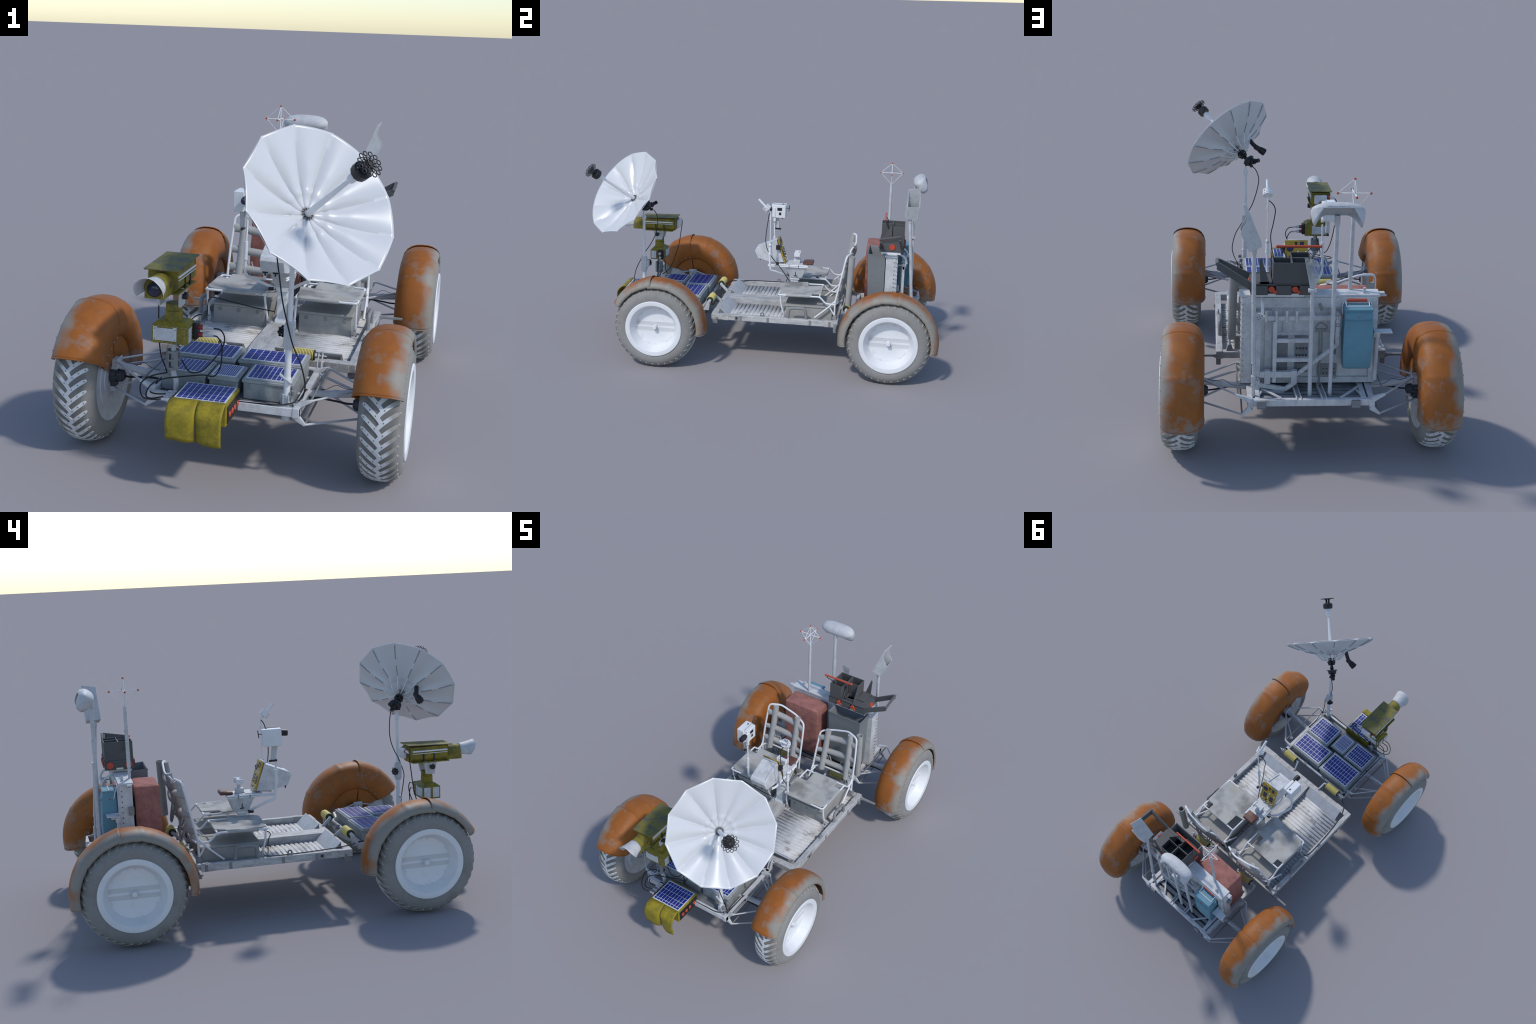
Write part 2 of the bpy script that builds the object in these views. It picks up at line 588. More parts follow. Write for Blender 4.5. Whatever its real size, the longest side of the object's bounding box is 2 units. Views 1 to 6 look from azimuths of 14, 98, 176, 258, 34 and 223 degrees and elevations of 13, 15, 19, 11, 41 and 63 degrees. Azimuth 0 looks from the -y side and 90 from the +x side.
N_CLEAT = 37
RIM = [(0.152, 0.058), (0.1575, 0.066), (0.1575, 0.0725), (0.1555, 0.0755), (0.1530, 0.0760), (0.1335, 0.0730), (0.1318, 0.0715),
       (0.1300, 0.0680), (0.1105, 0.0285), (0.109, 0.0255)]
DISC = [(0.109, 0.0255), (0.104, 0.0235), (0.060, 0.0225), (0.026, 0.0220), (0.0245, 0.0235), (0.021, 0.0235), (0.019, 0.0225), (1e-4, 0.0225)]
INNER = [(0.153, -0.060), (0.1565, -0.066), (0.153, -0.069), (0.148, -0.066), (0.112, -0.0645), (0.110, -0.0665), (0.106, -0.0665),
         (0.104, -0.0645), (0.072, -0.062), (0.070, -0.065), (0.064, -0.065), (0.062, -0.061), (1e-4, -0.061)]

# fender section: (distance outboard of the wheel centre, radius)
FENDER = [(0.059, 0.2285), (0.0625, 0.2290), (0.066, 0.2330), (0.0665, 0.2400), (0.062, 0.2490), (0.052, 0.2585), (0.036, 0.2660), (0.014, 0.2705),
          (-0.010, 0.2712), (-0.034, 0.2690), (-0.056, 0.2620), (-0.074, 0.2490), (-0.086, 0.2300), (-0.093, 0.2060),
          (-0.0945, 0.1820), (-0.091, 0.1620), (-0.084, 0.1460), (-0.076, 0.1385), (-0.070, 0.1370)]
PLATE = [(-0.070, 0.1370), (-0.0695, 0.118), (-0.069, 0.090), (-0.069, 0.055)]


def shell(b, a0, a1, s, dy, grow, n, prof, creases=(), flare=None):
    """Sweep the fender section from angle a0 to a1 (degrees, 0 = nose, 90 = up)."""
    steps = [a0 + (a1 - a0) * i / n for i in range(n + 1)]
    rings = []
    for d in steps:
        a = math.radians(d)
        e = V((0, -math.cos(a), math.sin(a)))
        ring = []
        for i, (x, r) in enumerate(prof):
            near = math.exp(-abs(d - flare) / 7.0) if flare is not None else 0.0
            rr = r - 0.0012 + (grow + 0.0055 * near) * min(1.0, max(0.0, (r - 0.15) / 0.06))
            for c in creases:  # faint pressed ribs across the shell
                rr += 0.0030 * math.exp(-((d - c) / 1.8) ** 2) * (1 if r > 0.2 else 0)
            # the shell is pressed in flat-ish segments between ribs
            ring.append(V((x * s, dy, 0)) + e * rr)
        rings.append(ring)
    b.loft(rings, close_ring=False)
    return rings


def bead(b, ring, r, skip=0):
    b.tube(ring[: len(ring) - skip], r, 6)


def fender(parent, s, front, at):
    mat = "fender+" if s > 0 else "fender-"
    dy = 0.010 if front else -0.005
    if front:
        lo, seam, hi = 28, 82, 186
        spans = ((lo, seam + 1, 0.0030, 14), (seam - 3, hi, 0.0, 26))
        crease = (107, 153, 55)
    else:
        lo, seam, hi = -6, 101, 190
        spans = ((lo, seam + 3, 0.0, 26), (seam - 1, hi, 0.0015, 22))
        crease = (36, 80, 145)
    for i, (a, c, g, n) in enumerate(spans):
        b = Build()
        fl = (c if front else a) if g else None
        rings = shell(b, a, c, s, dy, g, n * 2, FENDER + (PLATE[1:]), crease, fl)
        o = b.obj("fender_shell", mat, parent, solid=0.0022, origin=(0, 0, 0), angle=60)
        o.location = (0, 0, 0)
        me = o.data
        e = Build()
        m = len(FENDER)
        if front:
            if i == 0:
                bead(e, rings[0][:m - 4], 0.0030)
                bead(e, rings[-1][:m - 4], 0.0022)
            else:
                bead(e, rings[-1][:m - 4], 0.0032)
        else:
            if i == 0:
                bead(e, rings[0][:m - 4], 0.0032)
            else:
                bead(e, rings[0][:m - 4], 0.0024)
                bead(e, rings[-1][:m - 4], 0.0032)
        o = e.obj("fender_bead", mat, parent, origin=(0, 0, 0))
        o.location = (0, 0, 0)
    # pop rivets along the outer section that overlaps
    b = Build()
    span = range(lo + 6, seam, 11) if front else range(seam + 8, hi - 2, 11)
    for d in span:
        a = math.radians(d)
        e = V((0, -math.cos(a), math.sin(a)))
        p = V((0.0665 * s, dy, 0)) + e * 0.243
        b.cyl(p - V((0.002 * s, 0, 0)), p + V((0.0035 * s, 0, 0)), 0.0032, 0.0022, 8)
        q = V((-0.086 * s, dy, 0)) + e * 0.150
        b.cyl(q + V((0.004 * s, 0, 0)), q - V((0.005 * s, 0, 0)), 0.0035, 0.0025, 8)
    o = b.obj("fender_rivets", "stud", parent, origin=(0, 0, 0), kind="stuff")
    o.location = (0, 0, 0)


class WheelSet:
    def __init__(self, s):
        self.s = s
        self.cache = {}


def mesh_once(cache, key, maker, name, mat, parent, at, **kw):
    """First call builds the mesh, later calls share it."""
    if key in cache:
        o = place(cache[key], name, parent, at, kind=kw.get("kind"), bevel=kw.get("bevel", 0))
    else:
        b = maker()
        o = b.obj(name, mat, parent, origin=(0, 0, 0), **kw)
        cache[key] = o.data
        WORLD[o] = V(at)
    o.location = (0, 0, 0)
    return o


CACHE = {}


def wheel(s, front):
    at = V((WX * s, FRONT_Y if front else REAR_Y, R))
    w = group("wheel", rover, at)
    C = CACHE

    mesh_once(C, "tyre", tyre_mesh, "tyre", "tyre", w, at)

    def rim():
        b = Build().lathe([(r, h * s) for r, h in RIM], (0, 0, 0), (1, 0, 0), 64)
        return b

    mesh_once(C, ("rim", s), rim, "rim", "white_clean", w, at, angle=24)
    mesh_once(C, ("disc", s), lambda: Build().lathe([(r, h * s) for r, h in DISC], (0, 0, 0), (1, 0, 0), 48), "wheel_disc", "disc", w, at)
    mesh_once(C, ("in", s), lambda: Build().lathe([(r, h * s) for r, h in INNER], (0, 0, 0), (1, 0, 0), 64), "inner_disc", "white_shell", w, at)

    def hub():
        b = Build().cyl((0.020 * s, 0, 0), (0.048 * s, 0, 0), 0.0125, 0.0112, 20)
        b.cyl((0.048 * s, 0, 0), (0.0495 * s, 0, 0), 0.0112, 0.0095, 20)
        for z in (-1, 1):
            b.box(*sorted((0.0222 * s, 0.0238 * s)), -0.107, 0.107, z * 0.0265 - 0.0008, z * 0.0265 + 0.0008)
        return b

    mesh_once(C, ("hub", s), hub, "hub_cap", "white_clean", w, at)

    def motor():
        x = lambda v: -v * s
        b = Build().cyl((x(0.058), 0, 0.004), (x(0.082), 0, 0.004), 0.030, 0.028, 20)
        b.cyl((x(0.082), 0, 0.004), (x(0.104), 0, 0.004), 0.022, 0.021, 18)
        b.cyl((x(0.104), 0, 0.004), (x(0.110), 0, 0.004), 0.017, 0.014, 18)
        for k in range(6):
            a = TAU * k / 6
            b.cyl((x(0.066), 0.029 * math.cos(a), 0.004 + 0.029 * math.sin(a)), (x(0.090), 0.026 * math.cos(a), 0.004 + 0.026 * math.sin(a)), 0.006, n=8)
        b.box(*sorted((x(0.060), x(0.078))), -0.012, 0.012, -0.042, -0.018)
        return b

    mesh_once(C, ("motor", s), motor, "drive_motor", "motor", w, at, bevel=0.0012)

    def yoke():
        x = lambda v: -v * s
        b = Build().box(*sorted((x(0.060), x(0.088))), -0.020, 0.020, 0.030, 0.066)
        b.box(*sorted((x(0.086), x(0.092))), -0.024, 0.024, 0.034, 0.070)
        b.box(*sorted((x(0.060), x(0.080))), -0.014, 0.014, -0.052, -0.034)
        b.cyl((x(0.064), 0, 0.03), (x(0.064), 0, -0.05), 0.007, n=10)
        return b

    mesh_once(C, ("yoke", s), yoke, "hub_yoke", "white_shell", w, at, bevel=0.0015)

    for side in (1, -1):
        key = ("cleat", s, side)
        for i in range(N_CLEAT):
            o = mesh_once(C, key, lambda: cleat_build(side, s), "tread_cleat", "cleat+" if s > 0 else "cleat-", w, at)
            # positive turn about +x carries nose (-y) downward, so turn the other way
            o.rotation_euler = (-TAU * (i + (0.5 if side < 0 else 0.0)) / N_CLEAT, 0, 0)
    mesh_once(C, ("rivet", s), lambda: rivet_build(s), "cleat_rivets", "rivet", w, at, kind="stuff")
    mesh_once(C, ("stud", s), lambda: stud_build(s), "tread_studs", "stud", w, at, kind="stuff")
    fender(group("fender", rover, at), s, front, at)


for front in (True, False):
    for s in (1, -1):
        wheel(s, front)


# ------------------------------------------------------------------- chassis
chassis = group("chassis", rover, (0, 0.09, 0.25))

b = Build()
for s in (1, -1):
    b.box(*sorted((0.334 * s, 0.362 * s)), -0.267, 0.447, 0.236, 0.269)
b.box(-0.334, 0.334, -0.267, -0.232, 0.237, 0.2675)
b.box(-0.334, 0.334, 0.416, 0.446, 0.237, 0.2675)
b.obj("side_frame", "alu", chassis, bevel=0.003)

b = Build()  # sleeves where the frame sections join
for s in (1, -1):
    b.box(*sorted((0.3335 * s, 0.3632 * s)), -0.200, -0.168, 0.2352, 0.2702)
    b.box(*sorted((0.3335 * s, 0.3632 * s)), 0.372, 0.447, 0.2352, 0.2702)
    b.box(*sorted((0.250 * s, 0.338 * s)), -0.268, -0.231, 0.2358, 0.2690)
b.obj("frame_sleeve", "alu", chassis, bevel=0.002)

b = Build()
b.prism([(-0.044, -0.232, 0.234), (0.044, -0.232, 0.234), (0.044, 0.416, 0.234), (-0.044, 0.416, 0.234)], (0, 0, 0.038))
for s in (1, -1):
    b.box(*sorted((0.042 * s, 0.0455 * s)), -0.19, 0.11, 0.236, 0.2725)
b.obj("centre_beam", "alu", chassis, bevel=0.004)

b = Build()
pitch = 0.0232
for s in (1, -1):
    prof, y = [], -0.186
    while y < 0.415:
        for dy, z in ((0.000, 0.2355), (0.0050, 0.2355), (0.0066, 0.2398), (0.0078, 0.2404), (0.0204, 0.2404), (0.0216, 0.2398)):
            prof.append((y + dy, z))
        y += pitch
    x0, x1 = sorted((0.044 * s, 0.334 * s))
    b.loft([[(x, py, pz) for py, pz in prof] for x in (x0, x1)], close_ring=False)
b.obj("corrugated_floor", "floor", chassis, solid=0.0015, angle=40)

b = Build()
for s in (1, -1):
    x0, x1 = sorted((0.058 * s, 0.306 * s))
    t = V((0, -0.69, -0.72)) * 0.004
    b.prism([(x0, -0.229, 0.2925), (x1, -0.229, 0.2925), (x1, -0.176, 0.2400), (x0, -0.176, 0.2400)], t)
b.obj("kick_plate", "white_shell", chassis, bevel=0.001)
b = Build()
for s in (1, -1):
    for x in (0.062, 0.302):
        b.prism([((x - 0.002) * s, -0.231, 0.288), ((x - 0.002) * s, -0.231, 0.240), ((x - 0.002) * s, -0.180, 0.240)], (0.004 * s, 0, 0))
b.obj("kick_plate_gusset", "grey_metal", chassis)

b = Build()
for s in (1, -1):
    for y in (-0.235, -0.099, 0.055, 0.293, 0.402):
        z0, z1 = (0.2375, 0.2675) if y > -0.2 else (0.240, 0.250)
        b.box(*sorted((0.362 * s, 0.3642 * s)), y - 0.0065, y + 0.0065, z0, z1)
    b.box(*sorted((0.3615 * s, 0.3665 * s)), -0.132, -0.112, 0.243, 0.264)
    b.box(*sorted((0.3335 * s, 0.3625 * s)), -0.262, -0.232, 0.213, 0.236)
    b.box(*sorted((0.342 * s, 0.362 * s)), 0.423, 0.440, 0.205, 0.236)
b.obj("frame_bracket", "grey_metal", chassis, bevel=0.001)
b = Build()
for s in (1, -1):
    b.cyl((0.3655 * s, -0.122, 0.2535), (0.3685 * s, -0.122, 0.2535), 0.0055, n=12)
b.obj("frame_socket", "black", chassis)

for s in (1, -1):  # lifting eyes on the side rails
    b = Build()
    b.ring((0.349 * s, 0.021, 0.2815), (1, 0, 0), 0.0085, 0.0038, 18, 8)
    b.box(*sorted((0.3455 * s, 0.3525 * s)), 0.009, 0.033, 0.268, 0.276)
    b.obj("lifting_eye", "grey_metal", chassis, bevel=0.001)
    # outrigger spike at the tail corner
    b = Build().loft([[(x * s, 0.437 + w * a, 0.249 + h * c) for a, c in ((1, 1), (-1, 1), (-1, -1), (1, -1))]
                      for x, w, h in ((0.360, 0.013, 0.010), (0.378, 0.0065, 0.005), (0.456, 0.006, 0.004))])
    b.obj("outrigger", "grey_metal", chassis, bevel=0.001)
    # grab handle beside each seat
    b = Build().tube([(0.345 * s, 0.166, 0.268), (0.345 * s, 0.172, 0.327), (0.345 * s, 0.262, 0.330), (0.345 * s, 0.270, 0.268)], 0.0085, 12, fillet=0.018)
    b.obj("grab_handle", "grey_metal", chassis, angle=60)


# --------------------------------------------------------------------- seats
def seat(s):
    g = group("seat", rover, (0.19 * s, 0.25, 0.27))
    P = lambda x, y, z: V((x * s, y, z))
    # locker underneath, lid slightly proud
    b = Build()
    x0, x1 = sorted((0.070 * s, 0.284 * s))
    b.box(x0, x1, 0.146, 0.408, 0.2385, 0.318)
    b.obj("locker", "locker", g, bevel=0.003)
    b = Build()
    b.box(x0 - 0.004, x1 + 0.004, 0.140, 0.414, 0.3175, 0.3275)
    b.obj("locker_lid", "locker", g, bevel=0.003)
    b = Build()
    for x in (0.100, 0.178, 0.256):
        b.box(*sorted(((x - 0.0065) * s, (x + 0.0065) * s)), 0.1445, 0.1465, 0.295, 0.309)
    b.obj("locker_latch", "grey_metal", g, bevel=0.0006)

    # tubular seat frame
    b = Build()
    r = 0.0050
    zf = 0.388
    for x in (0.305, 0.060):
        inner = x < 0.1
        b.tube([P(x, 0.108, zf), P(x, 0.338, 0.390), P(x, 0.372, 0.354), P(x - (0.0 if inner else -0.001), 0.424, 0.350)], r, 9, fillet=0.012)
    b.tube([P(0.060, 0.150, zf), P(0.060, 0.106, zf), P(0.305, 0.106, zf), P(0.305, 0.150, zf)], r, 9, fillet=0.014)
    b.tube([P(0.060, 0.336, 0.391), P(0.305, 0.336, 0.391)], r * 0.95, 9)
    # legs with bolted feet
    for x, dx in ((0.302, -0.002), (0.066, -0.012)):
        b.tube([P(x, 0.116, zf), P(x + dx * 0.4, 0.119, 0.340), P(x + dx, 0.137, 0.272)], r * 0.95, 9, fillet=0.015)
    b.obj("seat_frame", "white_clean", g, angle=60)
    b = Build()
    for x in (0.299, 0.055):
        b.bar(P(x, 0.134, 0.288), P(x, 0.142, 0.246), 0.013, 0.009, (0, 1, 0))
        b.box(*sorted(((x - 0.014) * s, (x + 0.014) * s)), 0.126, 0.154, 0.2395, 0.246)
    b.obj("leg_foot", "white_shell", g, bevel=0.001)
    b = Build()
    for x in (0.299, 0.055):
        for dx, dz in ((0, 0.272), (-0.008, 0.251), (0.008, 0.251)):
            b.cyl(P(x + dx, 0.142, dz), P(x + dx, 0.1300 - (dz - 0.26) * 0.1, dz), 0.0022, n=8)
    b.obj("foot_bolt", "rivet", g, kind="stuff")

    # woven cushion: notched outline, sagging, rounded edges
    b = Build()
    out = [(0.072, 0.098), (0.235, 0.101), (0.236, 0.112), (0.290, 0.112), (0.305, 0.132), (0.307, 0.292), (0.262, 0.294),
           (0.262, 0.342), (0.113, 0.340), (0.111, 0.253), (0.052, 0.247)]

    def inside(x, y):
        c, j = False, len(out) - 1
        for i in range(len(out)):
            (xi, yi), (xj, yj) = out[i], out[j]
            if (yi > y) != (yj > y) and x < (xj - xi) * (y - yi) / (yj - yi) + xi:
                c = not c
            j = i
        return c

    bm = bmesh.new()
    vs = [bm.verts.new((x, y, 0)) for x, y in out]
    bm.faces.new(vs)
    for k in range(1, 16):
        for co, no in (((0.05 + 0.26 * k / 16, 0, 0), (1, 0, 0)), ((0, 0.09 + 0.256 * k / 16, 0), (0, 1, 0))):
            bmesh.ops.bisect_plane(bm, geom=bm.verts[:] + bm.edges[:] + bm.faces[:], plane_co=co, plane_no=no)
    cx, cy = 0.185, 0.215
    for v in bm.verts:
        x, y = v.co.x, v.co.y
        sag = max(0.0, 1 - ((x - cx) / 0.13) ** 2) * max(0.0, 1 - ((y - cy) / 0.13) ** 2)
        lump = noise.noise(V((x * 17 * s, y * 17, 3.1 * s))) * 0.0055 * min(1.0, sag * 4)
        v.co = V((x * s, y, 0.3965 - 0.0085 * sag + lump - 0.005 * max(0.0, 1 - (y - 0.098) / 0.02)))
    bm.faces.ensure_lookup_table()
    bm.verts.index_update()
    b.add([v.co for v in bm.verts], [[v.index for v in f.verts] for f in bm.faces])
    bm.free()
    o = b.obj("seat_cushion", "seat", g, solid=0.006, angle=50)
    md = o.modifiers.new("bevel", "BEVEL")
    md.width, md.segments, md.limit_method, md.angle_limit = 0.002, 2, "ANGLE", math.radians(60)

    # wrapped hem of the cushion under the front bar
    b = Build()
    b.tube([P(0.100, 0.107, 0.3875), P(0.232, 0.107, 0.3875)], 0.0078, 10)
    b.tube([P(0.305, 0.150, 0.3878), P(0.305, 0.285, 0.3895)], 0.0078, 10)
    b.obj("cushion_hem", "web", g, angle=60)

    # backrest: one bent tube, fabric rolls in a ladder
    ot, it = P(0.291, 0.477, 0.626), P(0.056, 0.480, 0.578)
    ob_, ib = P(0.305, 0.424, 0.288), P(0.046, 0.416, 0.292)
    b = Build()
    mid_a, mid_b = P(0.225, 0.500, 0.632), P(0.125, 0.505, 0.598)
    b.tube([ob_, P(0.306, 0.424, 0.36), P(0.301, 0.452, 0.50), ot, mid_a, mid_b, it, P(0.050, 0.452, 0.47), P(0.046, 0.424, 0.36), ib], 0.0056, 9, fillet=0.022)
    b.tube([P(0.048, 0.424, 0.350), P(0.075, 0.438, 0.362), P(0.120, 0.446, 0.362), P(0.250, 0.446, 0.362), P(0.290, 0.438, 0.358), P(0.306, 0.424, 0.350)], 0.005, 8, fillet=0.012)
    # diagonal braces down to the frame
    b.tube([P(0.304, 0.425, 0.372), P(0.307, 0.385, 0.330), P(0.309, 0.312, 0.268)], 0.005, 8, fillet=0.02)
    b.tube([P(0.304, 0.395, 0.335), P(0.304, 0.424, 0.285)], 0.0045, 8)
    b.tube([P(0.048, 0.425, 0.372), P(0.052, 0.385, 0.330), P(0.053, 0.318, 0.270)], 0.005, 8, fillet=0.02)
    b.obj("backrest_frame", "white_clean", g, angle=60)
    b = Build()
    for p in (ob_, ib):
        b.loft([[p + V((a * w, c * w, z)) for a, c in ((1, 1), (-1, 1), (-1, -1), (1, -1))] for z, w in ((-0.020, 0.014), (0.004, 0.007))])
    b.obj("backrest_foot", "grey_metal", g, bevel=0.001)

    def at(u, v, back=0.0):
        """Point in the backrest sheet: u from inner to outer post, v from bottom to top."""
        lo_ = P(0.048, 0.424, 0.352).lerp(P(0.305, 0.424, 0.352), u)
        hi_ = it.lerp(ot, u) + V((0, 0.018 * math.sin(math.pi * u), 0.018 * math.sin(math.pi * u)))
        p = lo_.lerp(hi_, v)
        p.y += back + 0.014 * math.sin(math.pi * u) * (1 - v) ** 0.6 + 0.003 * math.sin(math.pi * v)
        return p

    b = Build()
    for v, rr in ((0.80, 0.0180), (0.47, 0.0165), (0.20, 0.0165)):
        rings = []
        for k in range(17):
            q = k / 16
            fat = min(1.0, 5.5 * min(q, 1 - q))
            c = at(q, v + 0.010 * math.cos(TAU * q) - 0.03 * math.sin(math.pi * q), 0.005 * fat)
            hh, dd = rr * (1.02 + 0.06 * math.sin(7 * q + 9 * v)), 0.0068 + (rr - 0.0075) * fat
            rings.append([c + V((0, dd * math.cos(TAU * j / 14), hh * math.sin(TAU * j / 14))) for j in range(14)])
        b.loft(rings)
    b.obj("backrest_strap", "web", g, angle=60)
    b = Build()
    for u in (0.20, 0.82):
        b.tube([at(u, k / 10 * 1.0, -0.002) for k in range(11)], 0.0170, 12)
    b.obj("backrest_roll", "web", g, angle=60)
    # loops of belt hanging behind
    b = Build()
    for dx in (0.0, 0.016, 0.032):
        b.spline([P(0.10 + dx, 0.462, 0.44), P(0.11 + dx, 0.478, 0.38), P(0.15 + dx, 0.482, 0.35), P(0.19 + dx, 0.476, 0.37), P(0.21 + dx, 0.462, 0.43)], 0.0035, 6)
    b.obj("belt_loop", "web", g, angle=60)


seat(1)
seat(-1)

b = Build()  # tall open sample tube behind the right seat
p0, p1 = V((0.299, 0.496, 0.352)), V((0.2935, 0.507, 0.630))
d = (p1 - p0).normalized()
b.lathe([(1e-4, 0.0), (0.0165, 0.0), (0.0175, 0.003), (0.0175, (p1 - p0).length - 0.003), (0.0185, (p1 - p0).length), (0.0145, (p1 - p0).length),
         (0.0140, (p1 - p0).length - 0.004), (0.0140, 0.03), (1e-4, 0.03)], p0, d, 24)
b.obj("sample_tube", "web", rover, angle=50)


# ------------------------------------------------------------------- console
console = group("console", rover, (0, 0.12, 0.28))
b = Build()
b.box(-0.020, 0.020, 0.140, 0.182, 0.268, 0.418)
b.box(-0.026, 0.026, 0.132, 0.190, 0.400, 0.418)
b.loft([[(x, y, z) for x, y in ((-w, y0), (w, y0), (w, y1), (-w, y1))] for z, w, y0, y1 in ((0.268, 0.026, 0.130, 0.192), (0.282, 0.025, 0.132, 0.190), (0.292, 0.0205, 0.139, 0.183))])
b.obj("console_post", "white_clean", console, bevel=0.002)
b = Build()
b.loft([[(-w, y0, z), (w, y0, z), (w, y1, z), (-w, y1, z)] for z, w, y0, y1 in
        ((0.413, 0.030, 0.140, 0.204), (0.420, 0.033, 0.132, 0.208), (0.470, 0.042, 0.112, 0.226), (0.478, 0.046, 0.102, 0.232), (0.486, 0.046, 0.102, 0.232))])
b.obj("control_body", "white", console, bevel=0.002)
b = Build()
b.box(-0.047, 0.047, 0.070, 0.236, 0.4865, 0.4975)
b.box(-0.042, 0.042, 0.100, 0.150, 0.4975, 0.5005)
b.box(-0.014, 0.014, 0.150, 0.190, 0.4975, 0.520)
b.obj("control_deck", "white", console, bevel=0.0018)
b = Build()
for s in (1, -1):
    for z in (0.4835, 0.4915):
        b.tube([(0.049 * s, 0.240, z), (0.051 * s, 0.10, z), (0.052 * s, 0.03, z - 0.002), (0.040 * s, 0.005, z - 0.004)], 0.0038, 8, fillet=0.02)
b.obj("side_rail", "white_clean", console, angle=60)
b = Build()
for s in (1, -1):
    for y in (0.130, 0.185):
        b.box(*sorted((0.0455 * s, 0.0555 * s)), y - 0.0008, y + 0.0008, 0.478, 0.4965)
    x = 0.0405 * s
    b.tube([(x * 1.02, 0.166, 0.452), (x * 0.93, 0.168, 0.428)], 0.0018, 6)
    b.tube([(x * 0.94, 0.158, 0.430), (x * 0.94, 0.178, 0.427)], 0.0022, 6)
b.obj("rail_clip", "black", console)

# instrument box and its ochre face
side = [(0.054, 0.634), (-0.066, 0.584), (-0.074, 0.568), (-0.056, 0.524), (0.015, 0.505), (0.099, 0.507)]
b = Build().prism([(-0.047, y, z) for y, z in side], (0.094, 0, 0))
b.obj("instrument_box", "white", console, bevel=0.0022)
b = Build()
b.bar((0.040, -0.052, 0.5925), (0.040, 0.045, 0.633), 0.006, 0.004)
b.bar((-0.044, 0.050, 0.6365), (0.044, 0.050, 0.6365), 0.008, 0.006)
b.obj("instrument_trim", "strut", console, bevel=0.0008)

pa, pb_ = V((0.052, 0.0575, 0.640)), V((0.052, 0.1015, 0.506))  # top and bottom on the +x side
down = pb_ - pa
nrm = V((0, -down.z, down.y)).normalized() * -1
if nrm.y < 0:
    nrm = -nrm


def panel(u, v, h=0.0):
    """u 0..1 from +x to -x across the face, v 0..1 from top to bottom, h out of the face."""
    return V((0.052 - 0.104 * u, 0, 0)) + V((0, pa.y, pa.z)) + down * v + nrm * h


b = Build().prism([panel(0, 0), panel(1, 0), panel(1, 1), panel(0, 1)], nrm * 0.006)
b.obj("instrument_face", "gold_panel", console, bevel=0.001)


def tile(b, u, v, du, dv, h0=0.0058, h=0.0022):
    return b.prism([panel(u - du, v - dv, h0), panel(u + du, v - dv, h0), panel(u + du, v + dv, h0), panel(u - du, v + dv, h0)], nrm * h)


b = Build()
b.cyl(panel(0.225, 0.26, 0.0058), panel(0.225, 0.26, 0.008), 0.0155, n=24)
tile(b, 0.737, 0.133, 0.085, 0.085)
tile(b, 0.288, 0.62, 0.115, 0.125)
tile(b, 0.749, 0.64, 0.115, 0.125)
b.obj("dial", "navy", console, bevel=0.0006)
b = Build()
b.prism([panel(0.42, 0.06, 0.0058), panel(0.54, 0.06, 0.0058), panel(0.50, 0.24, 0.0058)], nrm * 0.002)
for i in range(4):
    tile(b, 0.42 + 0.05 * (i % 2), 0.82 + 0.07 * (i // 2), 0.02, 0.02)
for i in range(7):
    tile(b, 0.06, 0.34 + 0.085 * i, 0.018, 0.010)
b.obj("panel_mark", "black", console)
b = Build()
for u, v, q in ((0.573, 0.364, 0.0042), (0.914, 0.368, 0.0042), (0.52, 0.55, 0.0026), (0.53, 0.66, 0.0026), (0.19, 0.84, 0.0028), (0.28, 0.95, 0.0026), (0.42, 0.97, 0.0026), (0.56, 0.80, 0.0028),
                (0.66, 0.84, 0.0028), (0.60, 0.93, 0.0026), (0.70, 0.97, 0.0026), (0.82, 0.90, 0.0028), (0.92, 0.95, 0.0026), (0.93, 0.80, 0.0026)):
    b.cyl(panel(u, v, 0.005), panel(u, v, 0.0135), q, q * 0.7, 8)
b.obj("toggle_switch", "white_clean", console, kind="stuff")
b = Build().box(0.050, 0.066, 0.052, 0.076, 0.585, 0.612)
b.obj("sun_compass_box", "black", console, bevel=0.0015)
b = Build()
for x in (-0.030, 0.010):
    b.box(x - 0.010, x + 0.010, -0.050, -0.044, 0.516, 0.524)
    b.box(x - 0.003, x + 0.003, -0.049, -0.044, 0.506, 0.524)
b.obj("box_latch", "black", console)

# T-shaped hand controller and arm rest
b = Build().cyl((0, 0.172, 0.518), (0, 0.172, 0.548), 0.0095, 0.0065, 12)
b.box(-0.016, 0.016, 0.156, 0.188, 0.4975, 0.512)
b.obj("controller_stem", "strut", console, bevel=0.001)
b = Build()
b.box(-0.020, 0.020, 0.162, 0.182, 0.545, 0.560)
for x in (-0.030, 0.022):
    b.box(x, x + 0.008, 0.155, 0.189, 0.541, 0.5655)
for k in range(4):
    b.cyl((-0.020 + 0.010 * k, 0.172, 0.556), (-0.012 + 0.010 * k, 0.172, 0.556), 0.0095, n=12)
b.obj("hand_controller", "white_clean", console, bevel=0.001)
b = Build().loft([[(-0.036, y, 0.498), (0.036, y, 0.498), (0.038, y, 0.508), (0.030, y, zt), (-0.030, y, zt), (-0.038, y, 0.508)] for y, zt in ((0.208, 0.511), (0.235, 0.515), (0.262, 0.516), (0.268, 0.512))])
b.obj("arm_rest", "brown", console, bevel=0.002)
b = Build()
b.tube([(0.0, 0.245, 0.500), (0.0, 0.215, 0.496)], 0.006, 8)
b.obj("arm_rest_bracket", "black", console)


